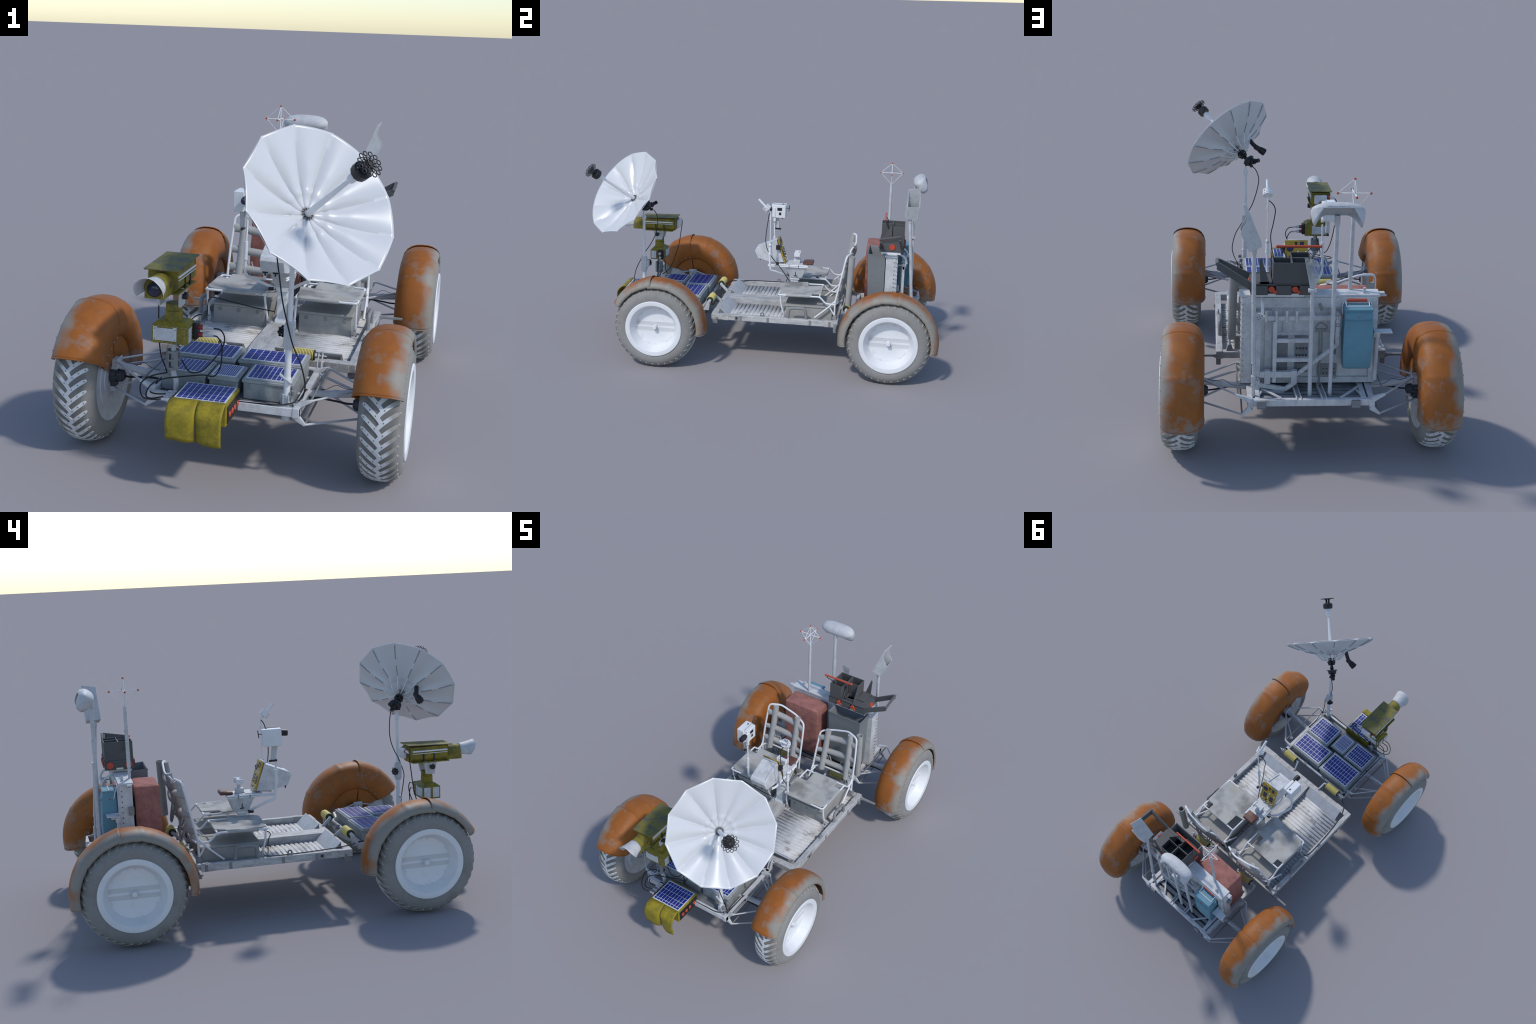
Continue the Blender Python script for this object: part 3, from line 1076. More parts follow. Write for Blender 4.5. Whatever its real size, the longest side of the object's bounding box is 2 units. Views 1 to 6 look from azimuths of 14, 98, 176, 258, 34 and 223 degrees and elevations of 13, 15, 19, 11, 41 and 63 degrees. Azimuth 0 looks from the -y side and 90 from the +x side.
# ----------------------------------------------- 16 mm camera and low-gain antenna
def clamp(b, p, r, h):
    b.cyl(V(p) - V((0, 0, h / 2)), V(p) + V((0, 0, h / 2)), r, n=12)


g = group("film_camera", rover, (-0.125, 0.03, 0.42))
b = Build()
b.tube([(-0.030, 0.135, 0.412), (-0.085, 0.105, 0.440), (-0.112, 0.060, 0.468), (-0.126, 0.026, 0.478), (-0.126, 0.020, 0.540), (-0.125, 0.018, 0.575)], 0.0062, 10, fillet=0.02)
b.cyl((-0.125, 0.018, 0.545), (-0.124, 0.017, 0.618), 0.0080, n=12)
b.cyl((-0.124, 0.017, 0.615), (-0.121, 0.014, 0.700), 0.0042, n=10)
clamp(b, (-0.1255, 0.018, 0.550), 0.0092, 0.006)
b.obj("camera_mast", "white_clean", g, angle=50)
b = Build().box(-0.052, -0.032, 0.115, 0.140, 0.405, 0.418)
b.obj("mast_socket", "black", g, bevel=0.002)
b = Build()
b.box(-0.174, -0.132, -0.006, 0.081, 0.734, 0.813)
b.box(-0.133, -0.114, 0.004, 0.079, 0.734, 0.810)
b.obj("camera_body", "white_clean", g, bevel=0.003)
b = Build()
b.box(-0.134, -0.110, 0.000, 0.020, 0.738, 0.796)
b.box(-0.128, -0.114, 0.008, 0.022, 0.712, 0.740)
b.obj("camera_bracket", "white_clean", g, bevel=0.002)
b = Build().loft([[(-0.152, y0, z), (-0.134, y0, z), (-0.134, y1, z), (-0.152, y1, z)] for z, y0, y1 in ((0.738, 0.008, 0.034), (0.700, 0.016, 0.040), (0.668, 0.022, 0.044))])
b.obj("camera_grip", "white_shell", g, bevel=0.003)
b = Build().tube([(-0.143, 0.014, 0.664), (-0.143, 0.052, 0.6625)], 0.0056, 10)
b.cyl((-0.121, -0.004, 0.786), (-0.121, -0.018, 0.786), 0.0120, n=18)
b.cyl((-0.121, -0.016, 0.786), (-0.121, -0.044, 0.784), 0.0150, 0.0145, 18)
b.tube([(-0.146, 0.080, 0.790), (-0.146, 0.096, 0.790)], 0.0022, 6)
b.tube([(-0.146, 0.099, 0.808), (-0.146, 0.095, 0.772)], 0.0024, 6)
b.box(-0.1145, -0.1128, 0.030, 0.058, 0.778, 0.796)
b.box(-0.1145, -0.1128, 0.040, 0.054, 0.752, 0.768)
b.box(-0.152, -0.144, 0.055, 0.065, 0.8125, 0.8145)
b.bar((-0.1325, 0.0, 0.8145), (-0.1325, 0.078, 0.8145), 0.0018, 0.002)
b.cyl((-0.123, 0.060, 0.735), (-0.123, 0.060, 0.729), 0.0045, n=10)
b.obj("camera_fitting", "black", g, bevel=0.0012)
b = Build().lathe([(0.0135, 0.0), (0.010, 0.001), (1e-4, 0.002)], (-0.121, -0.0441, 0.784), (0, -1, 0), 18)
b.obj("camera_lens", "lens", g)

g = group("low_gain_antenna", rover, (0.125, 0.03, 0.42))
b = Build()
b.tube([(0.030, 0.122, 0.412), (0.075, 0.095, 0.444), (0.108, 0.058, 0.468), (0.126, 0.032, 0.476), (0.128, 0.027, 0.520), (0.128, 0.026, 0.575)], 0.0062, 10, fillet=0.02)
b.cyl((0.128, 0.026, 0.572), (0.128, 0.026, 0.625), 0.0082, n=12)
b.lathe([(0.0082, 0.0), (0.0082, 0.012), (0.004, 0.018)], (0.128, 0.026, 0.617), (0, 0, 1), 12)
clamp(b, (0.128, 0.026, 0.574), 0.0098, 0.006)
b.cyl((0.128, 0.026, 0.63), (0.130, 0.025, 0.815), 0.0032, n=8)
b.cyl((0.130, 0.025, 0.772), (0.130, 0.025, 0.792), 0.0048, n=10)
b.obj("antenna_mast", "white_clean", g, angle=50)
ax = V((0, -0.70, 0.71)).normalized()
c0 = V((0.130, 0.012, 0.834))
b = Build()
b.tube([(0.130, 0.025, 0.812), (0.130, 0.024, 0.822), c0], 0.004, 8)
b.cyl(c0 - ax * 0.004, c0 + ax * 0.012, 0.009, 0.007, 12)
b.cyl(c0 + ax * 0.012, c0 + ax * 0.082, 0.0066, 0.0064, 14)
n = 12  # perforated drum around the helix: two hoops joined by posts
for h in (0.004, 0.013, 0.026):
    b.lathe([(0.0205, h - 0.0022), (0.0228, h - 0.0022), (0.0228, h + 0.0022), (0.0205, h + 0.0022), (0.0205, h - 0.0022)], c0, ax, 24)
u, w, _ = basis(ax)
for i in range(n):
    e = u * math.cos(TAU * i / n) + w * math.sin(TAU * i / n)
    b.bar(c0 + e * 0.0216 + ax * 0.002, c0 + e * 0.0216 + ax * 0.027, 0.0048, 0.0024, e)
b.cyl(c0 + ax * 0.002, c0 + ax * 0.004, 0.0205, n=24)
b.obj("antenna_cage", "white_clean", g, angle=45)
b = Build().spline([(0.127, 0.022, 0.816), (0.112, 0.014, 0.802), (0.100, 0.010, 0.786), (0.094, 0.006, 0.759), (0.102, -0.001, 0.699), (0.112, -0.002, 0.646),
                    (0.108, 0.008, 0.596), (0.098, 0.034, 0.548), (0.080, 0.085, 0.480), (0.058, 0.125, 0.415), (0.040, 0.150, 0.36)], 0.0023)
b.obj("antenna_cable", "rubber", g, angle=60)
b = Build().box(0.095, 0.108, 0.060, 0.076, 0.505, 0.522)
b.obj("cable_clip", "black", g, bevel=0.002)


# ------------------------------------------------------------- suspension
def suspension(s, yc, ya, yb):
    """Double wishbone of thin rods, a torsion tube and a damper. ya, yb: far and near pivot stations."""
    g = group("suspension", rover, (0.30 * s, yc, 0.25))
    P = lambda x, y, z: V((x * s, y, z))
    up, lo = P(0.428, yc, 0.288), P(0.432, yc, 0.190)
    b = Build()
    for y in (ya, yb):
        d = 0.006 if y < yc else -0.006
        b.tube([P(0.282, y, 0.284), up + V((0, -d * 1.5, 0))], 0.0038, 7)
        b.tube([P(0.266, y, 0.203), lo + V((0, -d * 1.5, 0))], 0.0040, 7)
    b.obj("wishbone", "strut", g, angle=60)
    b = Build()
    b.tube([P(0.282, ya, 0.284), P(0.282, yb, 0.284)], 0.0036, 7)
    b.tube([P(0.266, ya, 0.203), P(0.266, yb, 0.203)], 0.0036, 7)
    b.obj("torsion_bar", "grey_metal", g, angle=60)
    b = Build()
    b.tube([P(0.246, yc, 0.248), P(0.330, yc, 0.258), P(0.436, yc, 0.274)], 0.0125, 14)
    b.tube([P(0.400, yc, 0.2685), P(0.436, yc, 0.2742)], 0.0150, 14)
    b.tube([P(0.330, yc, 0.258), P(0.345, yc, 0.2602)], 0.0140, 14)
    b.obj("torsion_tube", "strut", g, angle=50)
    yd = yb + (yc - yb) * 0.25
    b = Build()
    b.tube([P(0.262, yd, 0.272), P(0.420, yc + (yb - yc) * 0.12, 0.262)], 0.0048, 8)
    b.ball(P(0.275, yd, 0.271), 0.0095, 8)
    b.obj("damper", "strut", g, angle=60)
    # triangular outriggers from the pallet frame to the pivots
    b = Build()
    for y in (ya, yb):
        k = 0.010 if abs(y - ya) < 1e-6 else 0.008
        root_t, root_b = P(0.232, y, 0.262), P(0.232, y, 0.232)
        for tip, rr in ((P(0.284, y, 0.285), root_t), (P(0.268, y, 0.201), root_b)):
            d = (tip - rr).normalized()
            t = V((0, 1, 0))
            up_ = d.cross(t).normalized()
            b.loft([[rr + t * k + up_ * 0.011, rr - t * k + up_ * 0.011, rr - t * k - up_ * 0.011, rr + t * k - up_ * 0.011],
                    [tip + t * 0.004 + up_ * 0.004, tip - t * 0.004 + up_ * 0.004, tip - t * 0.004 - up_ * 0.004, tip + t * 0.004 - up_ * 0.004]])
    b.obj("pivot_bracket", "white", g, bevel=0.001)
    b = Build().spline([P(0.236, yc - 0.012, 0.268), P(0.252, yc - 0.014, 0.242), P(0.290, yc - 0.012, 0.243), P(0.340, yc - 0.008, 0.238), P(0.372, yc - 0.004, 0.233), P(0.402, yc, 0.232)], 0.0034)
    b.obj("motor_cable", "rubber", g, angle=60)
    b = Build().spline([P(0.262, yc + 0.02, 0.262), P(0.300, yc + 0.02, 0.264), P(0.335, yc + 0.015, 0.284), P(0.370, yc + 0.01, 0.277), P(0.410, yc, 0.285)], 0.0010, 5)
    b.obj("brake_wire", "rubber", g, angle=60)


for s in (1, -1):
    suspension(s, FRONT_Y, -0.700, -0.372)
    suspension(s, REAR_Y, 0.887, 0.590)


# ------------------------------------------------------------ front pallet
front = group("front_pallet", rover, (0, -0.53, 0.25))
b = Build()
for s in (1, -1):
    b.box(*sorted((0.229 * s, 0.251 * s)), -0.728, -0.330, 0.232, 0.264)
b.box(-0.251, 0.251, -0.726, -0.706, 0.233, 0.262)
b.box(-0.229, 0.229, -0.40, -0.385, 0.234, 0.250)
b.box(-0.229, 0.229, -0.56, -0.545, 0.234, 0.250)
b.obj("pallet_frame", "white", front, bevel=0.002)
b = Build().box(-0.229, 0.229, -0.706, -0.352, 0.236, 0.244)
b.obj("pallet_floor", "grey_metal", front)
b = Build().tube([(-0.232, -0.343, 0.262), (0.232, -0.343, 0.262)], 0.0085, 12)
b.obj("hinge_rail", "frame", front, angle=60)
b = Build()
for x in (-0.07, 0.085):
    b.box(x - 0.010, x + 0.010, -0.358, -0.331, 0.254, 0.272)
b.obj("rail_clamp", "grey_metal", front, bevel=0.001)


def rollers(parent, y, pal_y, cha_y):
    """Two coil-sprung hinge rollers on forks between a pallet and the chassis."""
    for s in (1, -1):
        b = Build().cyl((0.126 * s, y, 0.301), (0.221 * s, y, 0.301), 0.0190, n=20)
        b.obj("roller_core", "roller_dark", parent, bevel=0.002)
        b = Build()
        n = 16
        for i in range(n):
            b.ring(((0.1335 + 0.080 * i / (n - 1)) * s, y, 0.301), (1, 0, 0), 0.0193, 0.0019, 20, 6)
        b.obj("roller_coil", "roller", parent, kind="stuff", angle=60)
        b = Build()
        b.cyl((0.108 * s, y, 0.301), (0.240 * s, y, 0.301), 0.0035, n=8)
        b.cyl((0.219 * s, y, 0.301), (0.226 * s, y, 0.301), 0.008, n=12)
        b.cyl((0.121 * s, y, 0.301), (0.128 * s, y, 0.301), 0.008, n=12)
        # inner arm reaches the chassis, outer fork stands on the pallet
        b.bar((0.112 * s, y, 0.303), (0.100 * s, cha_y, 0.266), 0.008, 0.015)
        for dx in (-0.006, 0.008):
            b.prism([((0.238 + dx) * s, pal_y + (0.012 if pal_y < y else -0.012), 0.262), ((0.238 + dx) * s, y, 0.262), ((0.238 + dx) * s, y + (0.009 if pal_y < y else -0.009), 0.303),
                     ((0.238 + dx) * s, y, 0.313), ((0.238 + dx) * s, y - (0.009 if pal_y < y else -0.009), 0.303)], (0.0035 * s, 0, 0))
        b.box(*sorted((0.228 * s, 0.250 * s)), *sorted((pal_y, y)), 0.250, 0.264)
        b.cyl((0.226 * s, y, 0.301), (0.262 * s, y, 0.301), 0.0028, n=8)
        b.obj("roller_fork", "white", parent, bevel=0.0008)


rollers(front, -0.304, -0.345, -0.260)

# equipment boxes with solar covers: (x0, x1, y0, y1, top, columns)
BOXES = [(0.046, 0.216, -0.656, -0.502, 0.316, 9), (-0.010, 0.216, -0.497, -0.360, 0.322, 8),
         (-0.238, -0.018, -0.506, -0.352, 0.322, 10), (-0.070, 0.034, -0.654, -0.524, 0.312, 11), (-0.232, -0.076, -0.658, -0.518, 0.315, 9)]


def solar_cover(parent, x0, x1, y0, y1, z, nx, rows=(0.5, 1, 1, 1, 0.55), wide=None):
    b = Build().box(x0, x1, y0, y1, z, z + 0.0025)
    b.obj("cell_frame", "cell_line", parent)
    b = Build()
    gap = 0.0029
    tot = sum(rows)
    ys = y0 + 0.004
    hy = y1 - y0 - 0.008
    cols = [1.0] * nx
    if wide:
        cols[wide] = 1.0
    sx = (x1 - x0 - 0.008) / sum(cols)
    for rr in rows:
        ye = ys + hy * rr / tot
        xs = x0 + 0.004
        for c in cols:
            xe = xs + sx * c
            b.box(xs + gap / 2, xe - gap / 2, ys + gap / 2, ye - gap / 2, z + 0.0012, z + 0.0032)
            xs = xe
        ys = ye
    b.obj("solar_cells", "solar", parent, kind="stuff")


for x0, x1, y0, y1, zt, nx in BOXES:
    g = group("battery_box", rover, ((x0 + x1) / 2, (y0 + y1) / 2, 0.25))
    b = Build().box(x0 + 0.004, x1 - 0.004, y0 + 0.004, y1 - 0.004, 0.245, zt - 0.012)
    b.obj("box_body", "box_grey", g, bevel=0.004)
    b = Build()
    b.box(x0, x1, y0, y1, zt - 0.014, zt - 0.004)
    b.box(x0 + 0.006, x1 - 0.006, y0 + 0.006, y1 - 0.006, zt - 0.005, zt)
    b.obj("box_lid", "box_grey", g, bevel=0.002)
    solar_cover(g, x0 + 0.011, x1 - 0.011, y0 + 0.011, y1 - 0.011, zt - 0.001, nx,
                (0.5, 1, 1, 1, 0.5) if nx != 11 else (0.6, 1, 1, 1, 1, 0.6))

# communications relay unit hung on the nose, with blanket flaps
relay = group("relay_unit", rover, (-0.037, -0.775, 0.22))
b = Build()
x0, x1, y0, y1 = -0.124, 0.051, -0.852, -0.698
b.loft([[(x0, ya_, z), (x1, ya_, z), (x1, yb_, z), (x0, yb_, z)] for z, ya_, yb_ in ((0.226, y0 - 0.004, y1 + 0.004), (0.300, y0, y1))])
b.obj("relay_box", "yellow", relay, bevel=0.004)
solar_cover(relay, x0 + 0.005, x1 - 0.006, y0 + 0.004, y1 - 0.010, 0.2995, 9, (0.45, 1, 1, 1, 0.6))
for xa, xb, k in ((-0.127, -0.037, 0.0), (-0.034, 0.050, 1.0)):
    b, n, m = Build(), 12, 10
    rings = []
    for i in range(n + 1):
        t = i / n
        ring = []
        for j in range(m + 1):
            u = j / m
            x = xa + (xb - xa) * u
            edge = 0.009 * math.exp(-((u - (1 if k else 0)) * 0 + (u if k else 1 - u)) * 7)  # curl where the flaps meet
            rad, drop = 0.050, 0.066 + (0.004 * u if k == 0 else 0.004 + 0.003 * u)
            q = t * (rad * math.pi / 2 + drop)
            th = min(math.pi / 2, q / rad)
            y = -0.8535 - rad * math.sin(th) * (1 + 0.06 * math.sin(math.pi * t)) + edge * 2.0 * t
            z = 0.3022 - rad * (1 - math.cos(th)) - max(0.0, q - rad * math.pi / 2)
            y -= 0.004 * math.sin(math.pi * u) * t + 0.003 * math.sin(5 * u + 3 * t + k)
            y += 0.0012 * noise.noise(V((x * 40, t * 4, k)))
            ring.append((x, y, z))
        rings.append(ring)
    b.loft(rings, close_ring=False)
    b.obj("blanket_flap", "yellow", relay, solid=0.0035, angle=70)
b = Build().box(0.0505, 0.0535, -0.846, -0.706, 0.234, 0.288)
b.box(-0.133, -0.1235, -0.820, -0.715, 0.250, 0.292)
b.obj("connector_plate", "black", relay, bevel=0.001)
b = Build()
for i in range(4):
    y = -0.822 + 0.029 * i + (0.006 if i == 3 else 0)
    b.cyl((0.053, y, 0.259), (0.0565, y, 0.259), 0.0105, 0.0085, 16)
b.obj("warning_lamp", "red", relay, bevel=0.001)
b = Build()
for i in range(4):
    b.cyl((-0.132, -0.803 + 0.024 * i, 0.270), (-0.146, -0.803 + 0.024 * i, 0.270), 0.0085, n=12)
b.obj("plug_collar", "red_dark", relay, bevel=0.001)
b = Build()
for i in range(4):
    b.cyl((-0.146, -0.803 + 0.024 * i, 0.270), (-0.158, -0.803 + 0.024 * i, 0.270), 0.0072, n=12)
    b.cyl((-0.158, -0.803 + 0.024 * i, 0.270), (-0.176, -0.803 + 0.024 * i, 0.271), 0.0052, 0.004, 10)
b.obj("plug", "strut", relay, bevel=0.0006)
b = Build()
b.box(-0.09, 0.02, -0.70, -0.722, 0.236, 0.256)
b.obj("relay_mount", "white", relay, bevel=0.001)


# ------------------------------------------------------------ dish antenna
dish = group("dish_antenna", rover, (0.203, -0.697, 0.26))
AX = V((0.6062, -0.5613, 0.5634)).normalized()
RIMC = V((0.2959, -0.7835, 0.9269))
RD, DEPTH, PHASE, NRIB = 0.2591, 0.0776, 0.0104, 12
E1 = AX.cross(V((0, 0, 1))).normalized()
E2 = AX.cross(E1).normalized()


def polar(r, a, h):
    return RIMC + (E1 * math.cos(a) + E2 * math.sin(a)) * r + AX * h


def dish_h(t):
    h = -DEPTH * (1 - t ** 1.7)
    return h + 0.0035 * math.exp(-((t - 0.25) / 0.035) ** 2) - 0.002 * (1 if t < 0.2 else max(0, 1 - (t - 0.2) / 0.06))


b = Build()
NS, NT = 14, 30
rings = []
for i in range(NT + 1):
    t = 0.075 + (1 - 0.075) * i / NT
    ring = []
    for k in range(NRIB):
        for j in range(NS):
            q = j / NS
            a = PHASE + TAU / NRIB * (k + q)
            c = math.cos(math.pi / NRIB) / math.cos(TAU / NRIB * (q - 0.5))  # straight chord between ribs
            billow = 0.0170 * (1 - abs(2 * q - 1) ** 2.1) * math.sin(math.pi * min(1.0, t * 0.94)) ** 0.55 * (0.35 + 0.65 * min(1, t / 0.5))
            pucker = 0.005 * math.exp(-(min(q, 1 - q) / 0.055) ** 2) * math.exp(-((t - 0.30) / 0.07) ** 2)
            ring.append(polar(RD * t * (1 - (1 - c) * t ** 2), a, dish_h(t) + billow - pucker))
    rings.append(ring)
b.loft(rings, caps=False)
b.obj("dish_membrane", "dish", dish, solid=0.0014, angle=50)
b = Build()
b.tube([polar(RD, PHASE + TAU / NRIB * k, 0) for k in range(NRIB)], 0.0009, 6, closed=True)
b.obj("rim_wire", "white_clean", dish)


def rib_at(k, t, off=0.0):
    return polar(RD * t, PHASE + TAU / NRIB * k, dish_h(t) - off)


for mat, name, spans in (("white_clean", "rib", ((0.12, 1.0),)), ("grey_metal", "rib_sleeve", ((0.40, 0.60), (0.72, 0.97)))):
    b = Build()
    for k in range(NRIB):
        u = (E1 * math.cos(PHASE + TAU / NRIB * k) + E2 * math.sin(PHASE + TAU / NRIB * k)).cross(AX)
        for t0, t1 in spans:
            pts = [rib_at(k, t0 + (t1 - t0) * i / 8, 0.0028 if name == "rib" else 0.0042) for i in range(9)]
            b.tube(pts, 0.0017 if name == "rib" else 0.0020, 6)
    b.obj(name, mat, dish, angle=60)
b = Build()
for k in range(NRIB):
    a = PHASE + TAU / NRIB * k
    A = rib_at(k, 0.37, 0.004)
    Bp, C, D = polar(0.050, a, -0.111), polar(0.016, a, -0.106), rib_at(k, 0.16, 0.003)
    b.tube([A, Bp], 0.0022, 5)
    b.tube([Bp, C], 0.0022, 5)
    b.tube([A, polar(0.020, a, -0.100)], 0.0012, 5)
    b.tube([Bp, D], 0.0012, 5)
b.obj("rib_strut", "white_clean", dish, angle=60)

H = lambda h: RIMC + AX * h
b = Build()
b.cyl(H(-0.079), H(-0.073), 0.0195, 0.0190, 24)
b.obj("hub_collar", "grey_metal", dish, bevel=0.001)
b = Build()
for k in range(12):
    a = TAU * k / 12
    b.bar(polar(0.0120, a, -0.0725), polar(0.0185, a, -0.0725), 0.004, 0.002, AX)
b.obj("hub_slot", "black", dish)
b = Build()
b.cyl(H(-0.077), H(0.150), 0.0105, 0.0062, 14)
b.cyl(H(0.150), H(0.162), 0.0090, n=14)
b.cyl(H(0.160), H(0.200), 0.0135, 0.0140, 16)
b.cyl(H(0.153), H(0.160), 0.0110, 0.0120, 14)
b.obj("feed_boom", "white_clean", dish, bevel=0.001)
b = Build()
b.lathe([(1e-4, 0.192), (0.020, 0.192), (0.0275, 0.197), (0.0280, 0.219), (0.024, 0.224), (0.014, 0.226), (1e-4, 0.226)], RIMC, AX, 12)
for k in range(4):
    a = TAU * k / 4 + 0.4
    b.tube([polar(0.012, a, 0.224), polar(0.0085, a, 0.237), polar(0.013, a, 0.249)], 0.0036, 7, fillet=0.006)
b.cyl(H(0.224), H(0.228), 0.017, n=16)
b.obj("feed_horn", "black", dish, bevel=0.001)
b = Build()
NP = 12
for k in range(NP):
    a = TAU * k / NP + 0.1
    c = polar(0.0325, a, 0.252)
    b.ring(c, AX, 0.0066, 0.0017, 12, 5)
    b.tube([polar(0.004, a, 0.251), polar(0.026, a, 0.252)], 0.0020, 5)
    c = polar(0.0190, a + TAU / 24, 0.250)
    b.ring(c, AX, 0.0040, 0.0014, 8, 5)
b.cyl(H(0.248), H(0.255), 0.0060, n=12)
b.cyl(H(0.247), H(0.249), 0.0150, n=16)
b.obj("feed_rosette", "black", dish, angle=60)

b = Build()  # hub and pointing gimbal behind the dish
b.cyl(H(-0.098), H(-0.112), 0.018, 0.016, 16)
for k in range(6):
    a = TAU * k / 6
    b.tube([polar(0.017, a, -0.108), polar(0.021, a, -0.122), polar(0.015, a, -0.136)], 0.0040, 7)
b.cyl(H(-0.112), H(-0.150), 0.0075, n=12)
b.ring(H(-0.122), AX, 0.021, 0.003, 18, 6)
b.cyl(H(-0.134), H(-0.140), 0.019, n=16)
b.cyl(H(-0.140), H(-0.162), 0.006, 0.013, 12)
G = V((0.180, -0.677, 0.826))
b.cyl(G + AX * 0.014, G - AX * 0.006, 0.0255, 0.022, 16)
k2 = V((-0.68, 0.66, 0.32)).normalized()
b.cyl(G, G + k2 * 0.040, 0.0085, n=12)
b.cyl(G + k2 * 0.018, G + k2 * 0.030, 0.0150, n=14)
for d in (0.040, 0.048, 0.056):
    b.cyl(G + k2 * d, G + k2 * (d + 0.004), 0.0105, n=12)
b.cyl(G + k2 * 0.036, G + k2 * 0.060, 0.0042, n=10)
b.box(0.176, 0.208, -0.706, -0.676, 0.806, 0.820)
b.cyl((0.178, -0.668, 0.808), (0.174, -0.652, 0.812), 0.008, n=10)
b.obj("gimbal", "black", dish, bevel=0.0015)
b = Build().cyl(G + AX * 0.013, G + AX * 0.019, 0.0315, n=8)
b.obj("gimbal_plate", "motor", dish, bevel=0.001)

b = Build()  # sighting scope
s0, s1, s2, s3 = V((0.181, -0.796, 0.917)), V((0.164, -0.788, 0.896)), V((0.143, -0.779, 0.879)), V((0.102, -0.784, 0.853))
b.tube([s0, s1, s2], 0.0110, 12, fillet=0.01)
b.tube([s2 - (s2 - s3) * -0.25, s2 - (s2 - s3) * 0.15, s2 - (s2 - s3) * 0.35], 0.0135, 12)
b.cyl(s2 - (s2 - s3) * 0.25, s3, 0.0140, 0.0168, 16)
u, w, _ = basis(s3 - s2)
for k in range(8):
    e = u * math.cos(TAU * k / 8) + w * math.sin(TAU * k / 8)
    b.bar(s2 - (s2 - s3) * 0.35 + e * 0.0142, s3 + e * 0.0172, 0.006, 0.004, e)
b.obj("sighting_scope", "black", dish, bevel=0.0008)

b = Build()
mx, my = 0.2035, -0.6965
b.cyl((mx, my, 0.250), (mx, my, 0.470), 0.0108, n=16)
b.cyl((mx, my, 0.340), (mx, my, 0.352), 0.0125, n=16)
b.cyl((mx, my, 0.470), (mx, my, 0.765), 0.0082, 0.0078, 14)
b.lathe([(0.0082, 0.0), (0.0125, 0.002), (0.0125, 0.012), (0.0095, 0.018), (0.0052, 0.030), (0.0052, 0.052)], (mx, my, 0.757), (0, 0, 1), 14)
b.obj("mast", "white_clean", dish, angle=45)
b = Build()
b.box(mx - 0.0155, mx + 0.0155, my - 0.015, my + 0.015, 0.456, 0.528)
b.box(mx - 0.0125, mx + 0.0125, my - 0.012, my + 0.012, 0.446, 0.536)
b.box(mx - 0.016, mx + 0.010, my + 0.012, my + 0.028, 0.474, 0.512)
b.obj("mast_clamp", "strut", dish, bevel=0.002)
kc = V((mx - 0.024, my + 0.022, 0.494))
kd = V((-0.75, 0.66, 0)).normalized()
b = Build()
b.cyl(kc - kd * 0.012, kc + kd * 0.006, 0.0100, n=14)
b.ring(kc + kd * 0.004, kd, 0.0145, 0.0030, 20, 6)
u, w, _ = basis(kd)
for k in range(8):
    e = u * math.cos(TAU * k / 8) + w * math.sin(TAU * k / 8)
    b.cyl(kc + kd * 0.001 + e * 0.017, kc + kd * 0.007 + e * 0.017, 0.0028, n=8)
    b.tube([kc + kd * 0.004, kc + kd * 0.004 + e * 0.0145], 0.002, 5)
b.obj("mast_handwheel", "black", dish, bevel=0.0006)
b = Build()
b.bar((mx - 0.024, my - 0.004, 0.362), (mx + 0.016, my - 0.010, 0.338), 0.014, 0.006)
b.lathe([(0.0125, 0.0), (0.0165, 0.002), (0.0165, 0.010), (0.0135, 0.012), (0.0135, 0.040), (0.0165, 0.042), (0.0165, 0.052), (0.0110, 0.053)], (mx, my, 0.246), (0, 0, 1), 18)
b.cyl((mx, my, 0.212), (mx, my, 0.246), 0.0150, n=16)
for k in range(6):
    a = TAU * k / 6
    b.cyl((mx + 0.0165 * math.cos(a), my + 0.0165 * math.sin(a), 0.246), (mx + 0.0165 * math.cos(a), my + 0.0165 * math.sin(a), 0.298), 0.0028, n=8)
b.obj("mast_socket", "strut", dish, bevel=0.0008)
b = Build()
for p in ((mx + 0.018, my + 0.030, 0.292), (mx + 0.024, my - 0.010, 0.300)):
    b.cyl(p, V(p) + V((0, 0, 0.014)), 0.0095, n=14)
b.obj("mast_stop", "grey_metal", dish, bevel=0.001)
b = Build().spline([(0.176, -0.660, 0.812), (0.156, -0.646, 0.796), (0.143, -0.637, 0.770), (0.138, -0.633, 0.742), (0.143, -0.634, 0.705), (0.154, -0.644, 0.655), (0.169, -0.668, 0.601),
                    (0.188, -0.697, 0.555), (0.223, -0.735, 0.474), (0.252, -0.743, 0.418), (0.268, -0.738, 0.351), (0.262, -0.730, 0.310), (0.248, -0.700, 0.285), (0.236, -0.67, 0.268)], 0.0023)
b.spline([(0.248, -0.70, 0.285), (0.240, -0.62, 0.268), (0.242, -0.56, 0.268), (0.244, -0.548, 0.250)], 0.0023)
b.spline([(0.236, -0.700, 0.275), (0.19, -0.722, 0.268), (0.12, -0.722, 0.264), (0.05, -0.722, 0.262)], 0.0023)
b.obj("dish_cable", "rubber", dish, angle=60)


